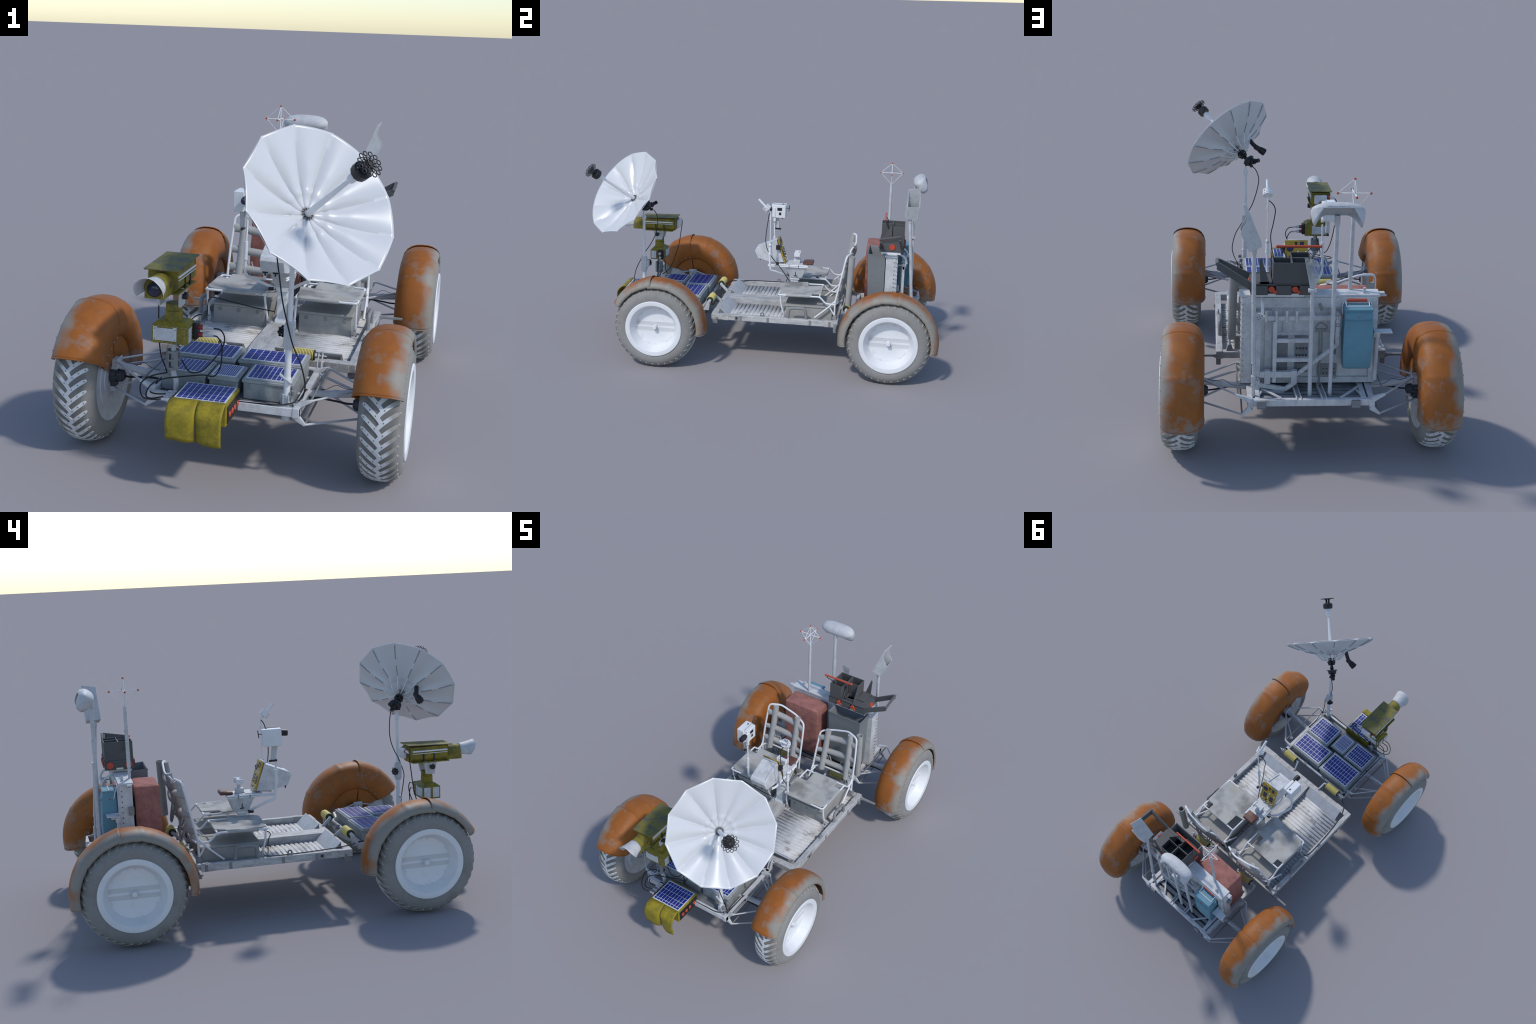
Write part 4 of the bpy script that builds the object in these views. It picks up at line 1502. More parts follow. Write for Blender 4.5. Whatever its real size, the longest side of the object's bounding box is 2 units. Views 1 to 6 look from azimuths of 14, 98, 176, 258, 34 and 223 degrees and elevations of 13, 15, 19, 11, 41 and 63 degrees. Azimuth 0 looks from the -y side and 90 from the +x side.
# --------------------------------------------------------- television camera
tv = group("television_camera", rover, (-0.170, -0.702, 0.26))
TX = -0.182  # optical axis
b = Build()
prof = [(-0.231, 0.628), (-0.216, 0.612), (-0.148, 0.612), (-0.133, 0.628), (-0.133, 0.684), (-0.231, 0.684)]
b.loft([[(x, y, z) for x, z in prof] for y in (-0.784, -0.600)])
b.box(-0.226, -0.138, -0.600, -0.592, 0.622, 0.680)
b.box(-0.236, -0.128, -0.792, -0.610, 0.6085, 0.6135)
b.obj("camera_housing", "olive", tv, bevel=0.003)
b = Build()
b.prism([(-0.238, -0.806, 0.685), (-0.126, -0.806, 0.685), (-0.126, -0.588, 0.692), (-0.238, -0.588, 0.692)], (0, 0, 0.0045))
b.obj("sun_shade", "olive_top", tv, bevel=0.0015)
b = Build()
for s in (1, -1):
    xx = TX + 0.0505 * s
    b.bar((xx, -0.782, 0.664), (xx, -0.610, 0.664), 0.004, 0.007)
    b.bar((xx, -0.782, 0.653), (xx, -0.610, 0.653), 0.003, 0.003)
b.obj("side_rail", "white_clean", tv, bevel=0.0008)
b = Build()
for s in (1, -1):
    for y in (-0.716, -0.665):
        b.bar((TX + 0.0495 * s, y, 0.650), (TX + 0.0495 * s, y, 0.614), 0.005, 0.006, (0, 1, 0))
b.obj("housing_strap", "black", tv)
b = Build().box(-0.212, -0.146, -0.592, -0.572, 0.630, 0.678)
b.obj("rear_cover", "white", tv, bevel=0.008, seg=3)
b = Build()
b.cyl((-0.212, -0.583, 0.668), (-0.224, -0.583, 0.668), 0.0085, n=14)
b.obj("rear_plug_collar", "red_dark", tv, bevel=0.001)
b = Build()
b.cyl((-0.222, -0.583, 0.668), (-0.236, -0.583, 0.667), 0.0065, n=12)
b.cyl((-0.236, -0.583, 0.667), (-0.252, -0.583, 0.662), 0.0050, 0.0035, 10)
b.obj("rear_plug", "white", tv, bevel=0.0008)
LZ = 0.645
b = Build()
b.cyl((TX, -0.780, LZ), (TX, -0.862, LZ), 0.0330, 0.0325, 28)
b.loft([[(TX - 0.032, y, 0.642), (TX + 0.032, y, 0.642), (TX + 0.032, y, 0.611), (TX - 0.032, y, 0.611)] for y in (-0.784, -0.861)])
b.obj("lens_barrel", "olive", tv, bevel=0.0015)
b = Build()
for y in (-0.797, -0.806, -0.815):
    b.lathe([(0.0325, -0.0011), (0.0345, -0.0011), (0.0345, 0.0011), (0.0325, 0.0011)], (TX, y, LZ), (0, 1, 0), 24, a0=-0.3, a1=math.pi + 0.3)
b.cyl((TX, -0.79, 0.677), (TX, -0.79, 0.692), 0.0022, n=8)
b.obj("focus_ridge", "olive_top", tv, angle=50)
b = Build()
b.cyl((TX, -0.860, LZ - 0.004), (TX, -0.866, LZ - 0.004), 0.0235, n=24)
b.obj("lens_ring", "black", tv, bevel=0.001)
b = Build().lathe([(0.0195, 0.0), (0.015, 0.003), (0.008, 0.005), (1e-4, 0.0055)], (TX, -0.8655, LZ - 0.004), (0, -1, 0), 24)
b.obj("lens", "lens", tv)
b = Build()  # flared half-hood over the lens
rings = []
for i in range(9):
    t = i / 8
    ring = []
    for j in range(25):
        q = j / 24
        a = math.radians(-22 + 224 * q)
        cut = max(0.0, abs(2 * q - 1) - 0.35) / 0.65
        y = -0.856 - t * (0.076 - 0.030 * cut ** 1.6)
        fr = 0.0335 + 0.0125 * t ** 1.5
        ring.append((TX + fr * math.cos(a), y, LZ + fr * math.sin(a) * (1 + 0.03 * t)))
    rings.append(ring)
b.loft(rings, close_ring=False)
b.obj("lens_hood", "white_shell", tv, solid=0.002, angle=60)

b = Build()  # tilt yoke
for s in (1, -1):
    b.prism([(TX + s * 0.034, -0.732, 0.609), (TX + s * 0.034, -0.668, 0.609), (TX + s * 0.030, -0.680, 0.552), (TX + s * 0.030, -0.722, 0.550)], (0.009 * s, 0, 0))
    b.box(*sorted((TX + s * 0.030, TX + s * 0.046)), -0.728, -0.670, 0.596, 0.609)
    for y in (-0.722, -0.676):
        b.cyl((TX + s * 0.036, y, 0.608), (TX + s * 0.048, y, 0.608), 0.007, n=10)
    b.cyl((TX + s * 0.034, -0.70, 0.604), (TX + s * 0.050, -0.70, 0.604), 0.0085, n=12)
b.obj("tilt_yoke", "white_shell", tv, bevel=0.0012)
b = Build()
for s in (1, -1):
    b.cyl((TX + s * 0.040, -0.708, 0.587), (TX + s * 0.056, -0.708, 0.587), 0.0118, n=20)
b.obj("tilt_knob", "black", tv, bevel=0.0018)
b = Build()
cx, cy = -0.1715, -0.702
b.cyl((cx, cy, 0.500), (cx, cy, 0.536), 0.0275, n=28)
b.cyl((cx, cy, 0.536), (cx, cy, 0.540), 0.0262, n=28)
b.cyl((cx, cy, 0.539), (cx, cy, 0.560), 0.0270, 0.0255, 28)
b.obj("pan_head", "olive", tv, bevel=0.002)
b = Build()
xa, xb, ya, yb = -0.232, -0.111, -0.745, -0.658
b.box(xa, xb, ya, yb, 0.434, 0.494)
b.loft([[(x, y, z) for x, y in ((xa + d, ya + d), (xb - d, ya + d), (xb - d, yb - d), (xa + d, yb - d))] for z, d in ((0.493, 0.001), (0.505, 0.016))])
b.obj("control_box", "olive", tv, bevel=0.0025)
b = Build()
for y, o in ((ya, -1), (yb, 1)):
    b.prism([(xa + 0.006, y, 0.444), (xb - 0.037, y, 0.444), (xb - 0.037, y, 0.490), (xb - 0.049, y, 0.490), (xb - 0.049, y, 0.485), (xa + 0.020, y, 0.485), (xa + 0.020, y, 0.489), (xa + 0.006, y, 0.489)][::1], (0, 0.0016 * o, 0))
for y0, y1 in ((ya + 0.006, ya + 0.038), (yb - 0.038, yb - 0.006)):
    b.box(xa - 0.0016, xa, y0, y1, 0.441, 0.489)
b.box(xb, xb + 0.0016, ya + 0.006, ya + 0.036, 0.441, 0.488)
b.obj("cover_plate", "white", tv, bevel=0.0006)
b = Build()
for i in range(8):
    x = xa + 0.006 + i * (xb - xa - 0.012) / 7
    for y, o in ((ya, -1), (yb, 1)):
        for z in (0.438, 0.4905):
            b.cyl((x, y, z), (x, y + 0.0016 * o, z), 0.0018, n=6)
for z in (0.445, 0.458, 0.471, 0.484):
    b.cyl((xb - 0.012, ya, z), (xb - 0.012, ya - 0.0016, z), 0.0018, n=6)
    for x, o in ((xa, -1), (xb, 1)):
        b.cyl((x, (ya + yb) / 2, z), (x + 0.0016 * o, (ya + yb) / 2, z), 0.0018, n=6)
b.obj("box_rivet", "stud", tv, kind="stuff")
b = Build()
for y, o in ((ya, -1),):
    for x in (xa + 0.011, xb - 0.042):
        for z in (0.449, 0.482):
            b.cyl((x, y - 0.0014, z), (x, y - 0.0026, z), 0.0018, n=6)
b.obj("plate_screw", "rivet", tv, kind="stuff")
b = Build().box(xb, xb + 0.016, -0.698, -0.662, 0.442, 0.497)
b.obj("connector_block", "black", tv, bevel=0.003)
b = Build()
for z in (0.480, 0.455):
    b.cyl((xb + 0.014, -0.679, z), (xb + 0.030, -0.678, z), 0.0085, n=14)
b.obj("plug_collar", "red_dark", tv, bevel=0.001)
b = Build()
for z in (0.480, 0.455):
    b.cyl((xb + 0.029, -0.678, z), (xb + 0.043, -0.677, z), 0.0075, n=12)
    b.cyl((xb + 0.043, -0.677, z), (xb + 0.064, -0.674, z - 0.001), 0.0045, 0.0035, 10)
b.obj("plug", "strut", tv, bevel=0.0008)
b = Build()
b.cyl((-0.170, -0.705, 0.434), (-0.170, -0.706, 0.330), 0.0085, n=14)
b.tube([(-0.170, -0.706, 0.336), (-0.168, -0.704, 0.318), (-0.160, -0.702, 0.300), (-0.160, -0.702, 0.235)], 0.0092, 12, fillet=0.02)
b.box(-0.180, -0.140, -0.735, -0.712, 0.240, 0.262)
b.obj("camera_post", "white_shell", tv, bevel=0.001)
b = Build()  # drilled sleeve on the post: hoops and posts
c = V((-0.171, -0.706, 0))
for z0, z1 in ((0.341, 0.349), (0.369, 0.376), (0.396, 0.404)):
    b.lathe([(0.0185, z0), (0.0215, z0), (0.0215, z1), (0.0185, z1), (0.0185, z0)], c, (0, 0, 1), 24)
for k in range(4):
    a = TAU * (k + 0.5) / 4
    e = V((math.cos(a), math.sin(a), 0)) * 0.020
    b.bar(c + e + V((0, 0, 0.343)), c + e + V((0, 0, 0.402)), 0.017, 0.003, e)
b.cyl((-0.171, -0.706, 0.341), (-0.171, -0.706, 0.345), 0.020, n=24)
b.obj("post_sleeve", "grey_metal", tv, bevel=0.001)
b = Build()
r = 0.0023
b.spline([(-0.250, -0.583, 0.663), (-0.262, -0.582, 0.640), (-0.262, -0.590, 0.58), (-0.258, -0.602, 0.50), (-0.248, -0.625, 0.42), (-0.232, -0.648, 0.36), (-0.212, -0.668, 0.335), (-0.196, -0.690, 0.318)], r)
b.spline([(-0.049, -0.674, 0.479), (-0.026, -0.672, 0.475), (-0.012, -0.672, 0.455), (-0.014, -0.674, 0.425), (-0.034, -0.680, 0.39), (-0.060, -0.684, 0.355), (-0.082, -0.690, 0.335), (-0.120, -0.690, 0.330), (-0.150, -0.680, 0.362)], r)
b.spline([(-0.049, -0.674, 0.454), (-0.034, -0.672, 0.450), (-0.020, -0.672, 0.425), (-0.018, -0.674, 0.390), (-0.022, -0.678, 0.350), (-0.040, -0.684, 0.322), (-0.075, -0.690, 0.324), (-0.14, -0.712, 0.318), (-0.20, -0.722, 0.306), (-0.236, -0.735, 0.285), (-0.24, -0.765, 0.262), (-0.215, -0.785, 0.262), (-0.174, -0.779, 0.271)], r)
b.spline([(-0.186, -0.690, 0.440), (-0.176, -0.676, 0.420), (-0.186, -0.672, 0.395), (-0.196, -0.672, 0.35), (-0.20, -0.66, 0.32)], r)
b.spline([(-0.196, -0.690, 0.318), (-0.245, -0.705, 0.305), (-0.268, -0.735, 0.288), (-0.25, -0.78, 0.266), (-0.215, -0.804, 0.266), (-0.174, -0.803, 0.271)], r)
b.spline([(-0.174, -0.755, 0.271), (-0.205, -0.757, 0.268), (-0.235, -0.735, 0.262), (-0.242, -0.70, 0.262), (-0.243, -0.60, 0.268), (-0.242, -0.42, 0.268), (-0.243, -0.33, 0.266), (-0.262, -0.30, 0.262),
          (-0.300, -0.27, 0.272), (-0.330, -0.18, 0.273), (-0.345, -0.02, 0.272), (-0.346, 0.10, 0.272), (-0.330, 0.135, 0.272)], r)
b.spline([(-0.300, 0.110, 0.275), (-0.296, 0.106, 0.330), (-0.288, 0.094, 0.352), (-0.265, 0.092, 0.360), (-0.20, 0.094, 0.350), (-0.10, 0.094, 0.335), (-0.020, 0.100, 0.325)], r)
b.obj("camera_cable", "rubber", tv, angle=60)


# --------------------------------------------------------------- rear pallet
rear = group("rear_pallet", rover, (0, 0.70, 0.25))
b = Build()
for s in (1, -1):
    b.box(*sorted((0.224 * s, 0.246 * s)), 0.515, 0.893, 0.232, 0.265)
    b.box(*sorted((0.196 * s, 0.216 * s)), 0.56, 0.870, 0.240, 0.264)
b.box(-0.246, 0.246, 0.868, 0.888, 0.236, 0.2635)
b.box(-0.224, 0.224, 0.520, 0.540, 0.236, 0.262)
b.obj("pallet_frame", "white", rear, bevel=0.002)
b = Build()
for i in range(10):
    y = 0.552 + 0.0325 * i
    b.box(-0.224, 0.224, y, y + 0.021, 0.240, 0.2465)
b.obj("pallet_slat", "slat", rear, bevel=0.001)
b = Build().box(-0.22, 0.22, 0.545, 0.868, 0.232, 0.236)
b.obj("pallet_pan", "motor", rear)
b = Build()
for x in (0.058, -0.040):
    for dx in (-0.010, 0.007):
        b.bar((x + dx, 0.750, 0.262), (x + dx - 0.010, 0.884, 0.262), 0.0035, 0.016)
    b.bar((x - 0.002, 0.750, 0.255), (x - 0.012, 0.884, 0.255), 0.020, 0.003)
for s in (1, -1):
    b.bar((0.196 * s, 0.775, 0.263), (0.115 * s, 0.872, 0.263), 0.010, 0.006)
    b.bar((0.180 * s, 0.775, 0.258), (0.210 * s, 0.872, 0.258), 0.008, 0.006)
b.obj("pallet_brace", "frame", rear, bevel=0.001)
b = Build()
for x in (0.192, -0.172):
    b.box(x - 0.017, x + 0.017, 0.884, 0.898, 0.234, 0.262)
    b.cyl((x - 0.017, 0.893, 0.238), (x + 0.017, 0.893, 0.238), 0.009, n=12)
b.obj("rear_latch", "grey_metal", rear, bevel=0.001)
rollers(rear, 0.484, 0.525, 0.440)

# upright tool board
board = group("tool_board", rover, (0, 0.72, 0.27))
b = Build()
b.box(-0.262, 0.270, 0.692, 0.746, 0.268, 0.634)
b.box(-0.268, 0.276, 0.686, 0.752, 0.632, 0.642)
b.obj("board_core", "board", board, bevel=0.002)
b = Build()
for x0, x1, z0, z1 in ((-0.255, 0.265, 0.590, 0.632), (0.225, 0.268, 0.272, 0.592), (-0.262, -0.235, 0.272, 0.592), (-0.235, 0.225, 0.272, 0.296), (0.150, 0.176, 0.29, 0.58)):
    b.box(x0, x1, 0.745, 0.757, z0, z1)
b.obj("board_flange", "white", board, bevel=0.0015)
b = Build()
for s, x in ((1, 0.270), (-1, -0.262)):
    for i in range(14):
        z = 0.300 + 0.0235 * i
        b.cyl((x, 0.739, z), (x + 0.0014 * s, 0.739, z), 0.0030, n=8)
b.obj("board_hole", "rivet", board, kind="stuff")
b = Build()
for i in range(14):
    z = 0.300 + 0.0235 * i
    b.cyl((0.262, 0.756, z), (0.262, 0.7595, z), 0.0028, n=8)
    b.cyl((0.2705, 0.750, z), (0.274, 0.750, z), 0.0024, n=8)
b.obj("board_rivet", "stud", board, kind="stuff")
b = Build()
for x0, x1, z0, z1 in ((0.064, 0.125, 0.300, 0.462), (-0.070, 0.008, 0.328, 0.362), (-0.080, 0.0, 0.30, 0.33)):
    pass
b.box(0.085, 0.130, 0.745, 0.7475, 0.300, 0.470)
b.box(0.006, 0.058, 0.745, 0.7500, 0.388, 0.470)
b.box(0.006, 0.058, 0.745, 0.7500, 0.315, 0.372)
b.box(-0.110, -0.035, 0.745, 0.7510, 0.300, 0.350)
b.box(-0.105, -0.082, 0.745, 0.7490, 0.39, 0.49)
b.obj("board_plate", "grey_metal", board, bevel=0.001)
b = Build()
for i in range(4):
    for j in range(5):
        b.cyl((0.013 + 0.0125 * i, 0.7495, 0.328 + 0.030 * j), (0.013 + 0.0125 * i, 0.7525, 0.328 + 0.030 * j), 0.0042, n=10)
for i in range(5):
    for j in range(2):
        b.cyl((-0.100 + 0.014 * i, 0.7505, 0.312 + 0.018 * j), (-0.100 + 0.014 * i, 0.7525, 0.312 + 0.018 * j), 0.0028, n=8)
b.obj("plate_stud", "motor", board, kind="stuff")
b = Build()
for x in (0.175, 0.105, 0.065, -0.065, -0.15):
    b.box(x - 0.002, x + 0.002, 0.745, 0.750, 0.47, 0.588)
b.box(-0.12, 0.135, 0.745, 0.7505, 0.474, 0.486)
b.obj("board_stiffener", "frame", board, bevel=0.0006)
b = Build()
b.bar((-0.032, 0.768, 0.612), (-0.040, 0.772, 0.585), 0.008, 0.010, (1, 0, 0))
b.box(-0.280, -0.262, 0.690, 0.714, 0.500, 0.536)
b.obj("board_lever", "grey_metal", board, bevel=0.002)
b = Build()
b.box(-0.313, -0.243, 0.772, 0.812, 0.505, 0.509)
b.box(-0.250, -0.243, 0.750, 0.790, 0.480, 0.510)
b.tube([(-0.262, 0.760, 0.285), (-0.262, 0.760, 0.50)], 0.009, 10)
b.tube([(-0.262, 0.760, 0.47), (-0.262, 0.760, 0.49)], 0.0125, 10)
b.box(-0.292, -0.262, 0.694, 0.716, 0.628, 0.636)
b.box(-0.300, -0.262, 0.700, 0.712, 0.620, 0.626)
b.cyl((-0.208, 0.730, 0.640), (-0.208, 0.730, 0.664), 0.0055, n=8)
b.box(-0.214, -0.202, 0.724, 0.736, 0.640, 0.650)
b.obj("board_bracket", "white", board, bevel=0.001)

# welded tool ladder standing off the board
ladder = group("tool_ladder", rover, (0.05, 0.79, 0.26))
b = Build()
Y0, Y1 = 0.783, 0.797


def flat(x0, z0, x1, z1, w, y0=Y0, y1=Y1):
    d = V((x1 - x0, 0, z1 - z0)).normalized()
    n_ = V((-d.z, 0, d.x)) * w / 2
    p, q = V((x0, y0, z0)), V((x1, y0, z1))
    b.prism([p + n_, p - n_, q - n_, q + n_], (0, y1 - y0, 0))


flat(0.205, 0.245, 0.205, 0.582, 0.020)
flat(0.215, 0.562, -0.112, 0.562, 0.018, Y0 + 0.001, Y1 - 0.001)
flat(0.139, 0.291, 0.139, 0.548, 0.015, Y0 - 0.004, Y1 - 0.002)
flat(0.132, 0.467, 0.004, 0.467, 0.016, Y0 - 0.003, Y1 - 0.004)
flat(0.132, 0.386, 0.004, 0.386, 0.016, Y0 - 0.003, Y1 - 0.004)
flat(-0.102, 0.570, -0.102, 0.446, 0.016)
flat(-0.102, 0.450, 0.060, 0.318, 0.014, Y0 + 0.0015, Y1 + 0.001)
flat(0.198, 0.327, 0.060, 0.327, 0.024, Y0 - 0.001, Y1 + 0.002)
flat(0.198, 0.283, 0.096, 0.262, 0.018, Y0 + 0.002, Y1 + 0.0015)
flat(0.098, 0.260, 0.056, 0.292, 0.016, Y0, Y1 + 0.0005)
flat(0.205, 0.253, 0.098, 0.253, 0.012, Y0 + 0.001, Y1 - 0.0005)
for x in (0.176, 0.136, 0.096, 0.058):
    b.box(x - 0.0045, x + 0.0045, 0.797, 0.805, 0.550, 0.596)
    b.box(x - 0.0045, x + 0.0045, 0.780, 0.803, 0.586, 0.592)
for z in (0.575, 0.300):
    for x in (0.205, -0.102):
        b.bar((x, 0.746, z), (x, 0.786, z), 0.012, 0.006)
b.obj("ladder_frame", "frame", ladder, bevel=0.0012)
b = Build()
for x in (0.166, 0.062):
    b.box(x - 0.0115, x + 0.0115, 0.780, 0.8012, 0.288, 0.344)
    b.cyl((x, 0.80, 0.302), (x, 0.8035, 0.302), 0.008, n=14)
b.obj("ladder_clamp", "strut", ladder, bevel=0.001)
b = Build()
for x, z, k in ((0.203, 0.310, 6), (-0.101, 0.535, 7), (0.042, 0.330, 5), (0.203, 0.565, 4), (-0.098, 0.565, 4)):
    for i in range(k):
        a = TAU * i / k + x * 9
        q = (x + 0.006 * math.cos(a), 0.7968, z + 0.007 * math.sin(a))
        b.cyl(q, V(q) + V((0, 0.0016, 0)), 0.0016, n=6)
for z in (0.575, 0.556, 0.540, 0.522, 0.50, 0.425, 0.407, 0.388, 0.37):
    b.box(0.2160, 0.2230, 0.757, 0.7592, z - 0.0065, z + 0.0065)
b.obj("ladder_bolt", "black", ladder, kind="stuff")
b = Build()  # spade hanging on the board
b.tube([(-0.044, 0.774, 0.500), (-0.044, 0.774, 0.408)], 0.0035, 8)
b.tube([(-0.034, 0.774, 0.500), (-0.034, 0.774, 0.408)], 0.0035, 8)
b.tube([(-0.061, 0.776, 0.510), (-0.061, 0.776, 0.520), (-0.040, 0.776, 0.540), (-0.020, 0.776, 0.524), (-0.018, 0.776, 0.510)], 0.0036, 8, fillet=0.012)
b.box(-0.062, -0.016, 0.772, 0.780, 0.500, 0.511)
b.box(-0.048, -0.030, 0.770, 0.778, 0.395, 0.410)
b.tube([(-0.039, 0.774, 0.40), (-0.039, 0.774, 0.27)], 0.0045, 8)
b.obj("hanging_tool", "grey_metal", ladder, bevel=0.0008)


def pole(b, x, y, z0, z1, r, joints=(), dx=0.0, dy=0.0):
    L = z1 - z0
    P = lambda z: V((x + dx * (z - z0) / L, y + dy * (z - z0) / L, z))
    b.cyl(P(z0), P(z1), r, r * 0.95, 14)
    for z, rr, h in joints:
        b.cyl(P(z), P(z + h), rr, n=14)
    return P


# scoop on a pole at the right corner
scoop = group("scoop", rover, (0.223, 0.84, 0.27))
b = Build()
pole(b, 0.222, 0.850, 0.262, 0.400, 0.0062, ((0.268, 0.0075, 0.008), (0.305, 0.0105, 0.006), (0.311, 0.0090, 0.030), (0.341, 0.0105, 0.005)), 0.0, -0.008)
pole(b, 0.2222, 0.8425, 0.395, 0.842, 0.0088, ((0.396, 0.0098, 0.006), (0.640, 0.0098, 0.010), (0.826, 0.0105, 0.018)), 0.0045, -0.034)
b.obj("scoop_pole", "white_shell", scoop, angle=40)
b = Build()
# sheet-metal trough, mouth facing outboard: back sheet, two curved cheeks and a floor
bt0, bt1 = V((0.258, 0.792, 1.016)), V((0.268, 0.858, 1.026))
bb0, bb1 = V((0.199, 0.780, 0.866)), V((0.199, 0.848, 0.866))
fb0, fb1 = V((0.244, 0.788, 0.846)), V((0.244, 0.850, 0.846))
fl0, fl1 = V((0.278, 0.792, 0.924)), V((0.278, 0.858, 0.924))
t = 0.0022
b.loft([[bt0, bt1, bb1, bb0], [p + V((0.0024, 0, -0.001)) for p in (bt0, bt1, bb1, bb0)]])
for bt, bb_, fb, fl, o in ((bt0, bb0, fb0, fl0, 1), (bt1, bb1, fb1, fl1, -1)):
    edge = [V((x, bt.y + (fl.y - bt.y) * q, z)) for x, q, z in ((0.273, 0.9, 0.938), (0.262, 0.7, 0.952), (0.2555, 0.5, 0.968), (0.2555, 0.3, 0.985), (0.261, 0.1, 1.003))]
    b.prism([bt, bb_, fb, fl] + edge, (0, t * o, 0))
b.prism([fl0, fl1, fb1, fb0], (0.0022, 0, 0.0006))
b.prism([bb0, bb1, fb1, fb0], (0.0006, 0, 0.0022))
b.cyl((0.2265, 0.809, 0.838), (0.2225, 0.812, 0.866), 0.0105, 0.012, 12)
b.obj("scoop_head", "white_shell", scoop, bevel=0.0006)

# rake on the middle pole
rake = group("rake", rover, (0.004, 0.84, 0.25))
b = Build()
pole(b, 0.003, 0.840, 0.250, 0.690, 0.0082, ((0.47, 0.0088, 0.012),), 0.003, -0.004)
b.box(-0.010, 0.022, 0.826, 0.846, 0.686, 0.697)
b.obj("rake_pole", "white_shell", rake, bevel=0.001)
b = Build()
n = 13
for i in range(n):
    q = i / (n - 1)
    base = V((0.014 - 0.016 * q, 0.834, 0.696))
    tip = V((0.036 - 0.056 * q, 0.822 + 0.012 * q, 0.812 - 0.004 * q - 0.030 * max(0, q - 0.6)))
    mid = base.lerp(tip, 0.55) + V((0, 0.004, 0))
    b.tube([base, mid, base.lerp(tip, 0.85) + V((0, 0.0, 0)), tip + V((0, -0.010, 0))], 0.0011, 5)
b.obj("rake_tine", "strut", rake, angle=60, kind="stuff")

# white hood on the left pole
hood = group("hood", rover, (-0.076, 0.835, 0.25))
b = Build()
pole(b, -0.076, 0.834, 0.244, 0.50, 0.0082, ((0.49, 0.0092, 0.010),), 0.0, 0.0)
pole(b, -0.076, 0.834, 0.50, 0.985, 0.0088, ((0.755, 0.0105, 0.055), (0.800, 0.0118, 0.010), (0.945, 0.0110, 0.04)), 0.0, -0.001)
b.obj("hood_pole", "white_shell", hood, angle=40)
HC, HN, HE = V((-0.074, 0.854, 1.008)), V((0, -0.56, 0.828)), V((0, 0.828, 0.56))
sgn_pow = lambda v, k: math.copysign(abs(v) ** k, v)
b, M = Build(), 56
rings = [[HC + HN * 0.029] * M]


def hood_point(i, k, drop):
    a = TAU * i / M
    cx_, sx_ = sgn_pow(math.cos(a), 0.66), sgn_pow(math.sin(a), 0.80)
    au = abs(math.cos(a))
    fr = max(0.0, (au - 0.25) / 0.75)
    ln = (0.006 + 0.058 * fr ** 1.4) if sx_ < 0 else 0.062 * max(0.0, (au - 0.42) / 0.58) ** 0.85
    h = 0.029 * max(0.0, 1 - k ** 2.4) ** 0.6
    return HC + V((0.099 * cx_ * k, 0, 0)) + HE * (0.038 * sx_ * k) + HN * (h - ln * drop) - V((0.012 * cx_ * fr * drop * drop, 0, 0))


rings = [[hood_point(i, k, 0.0) for i in range(M)] for k in (0.12, 0.35, 0.55, 0.72, 0.86, 0.95, 1.0)]
rings += [[hood_point(i, 1.0, d) for i in range(M)] for d in (0.15, 0.4, 0.7, 1.0)]
b.loft(rings, caps=False)
b.add(rings[0], [tuple(range(M))])
b.obj("hood_shell", "white_shell", hood, solid=0.002, angle=50)
b = Build().tube([p - HN * 0.001 for p in rings[6]], 0.0016, 6, closed=True)
b.obj("hood_seam", "white_shell", hood, angle=60)

# four-armed wire antenna on a mast
star = group("wire_antenna", rover, (-0.156, 0.691, 0.64))
b = Build()
mx, my = -0.1565, 0.6915
b.cyl((mx, my, 0.640), (mx, my, 0.700), 0.0068, n=10)
b.cyl((mx, my, 0.690), (mx, my, 0.962), 0.0086, 0.0078, 10)
b.obj("antenna_mast", "white_shell", star, angle=40)
b = Build()
top, cen, bot = V((mx, my, 1.086)), V((mx, my, 1.030)), V((mx, my, 0.962))
arms = [cen + V((0.0635 * c, 0.0635 * s, 0)) for c, s in ((1, 0), (0, 1), (-1, 0), (0, -1))]
b.cyl(bot, top, 0.0030, 0.0022, 8)
for p in arms:
    b.cyl(cen, p, 0.0020, n=6)
    b.cyl(top, p, 0.0012, n=5)
    b.cyl(bot, p, 0.0012, n=5)
b.obj("antenna_wire", "white_clean", star, angle=60)
b = Build()
for p in arms + [top]:
    d = (p - cen).normalized()
    b.cyl(p - d * 0.003, p + d * 0.004, 0.0046, n=10)
b.obj("antenna_tip", "red", star, bevel=0.001)

# pink-brown equipment crate
b, n = Build(), 10
x0, x1, y0, y1, z0, z1 = -0.242, -0.022, 0.570, 0.682, 0.300, 0.616
bm = bmesh.new()
bmesh.ops.create_cube(bm, size=1.0)
bmesh.ops.bevel(bm, geom=bm.edges[:], offset=0.035, segments=2, affect="EDGES", profile=0.6)
bmesh.ops.subdivide_edges(bm, edges=bm.edges[:], cuts=5, use_grid_fill=True)
for v in bm.verts:
    p = V(((v.co.x + 0.5) * (x1 - x0) + x0, (v.co.y + 0.5) * (y1 - y0) + y0, (v.co.z + 0.5) * (z1 - z0) + z0))
    k = noise.noise(p * 14) * 0.0026 + noise.noise(p * 40) * 0.0010
    v.co = p + v.normal * k
bm.verts.index_update()
b.add([v.co for v in bm.verts], [[v.index for v in f.verts] for f in bm.faces])
bm.free()
b.obj("equipment_crate", "crate", rover, angle=50)

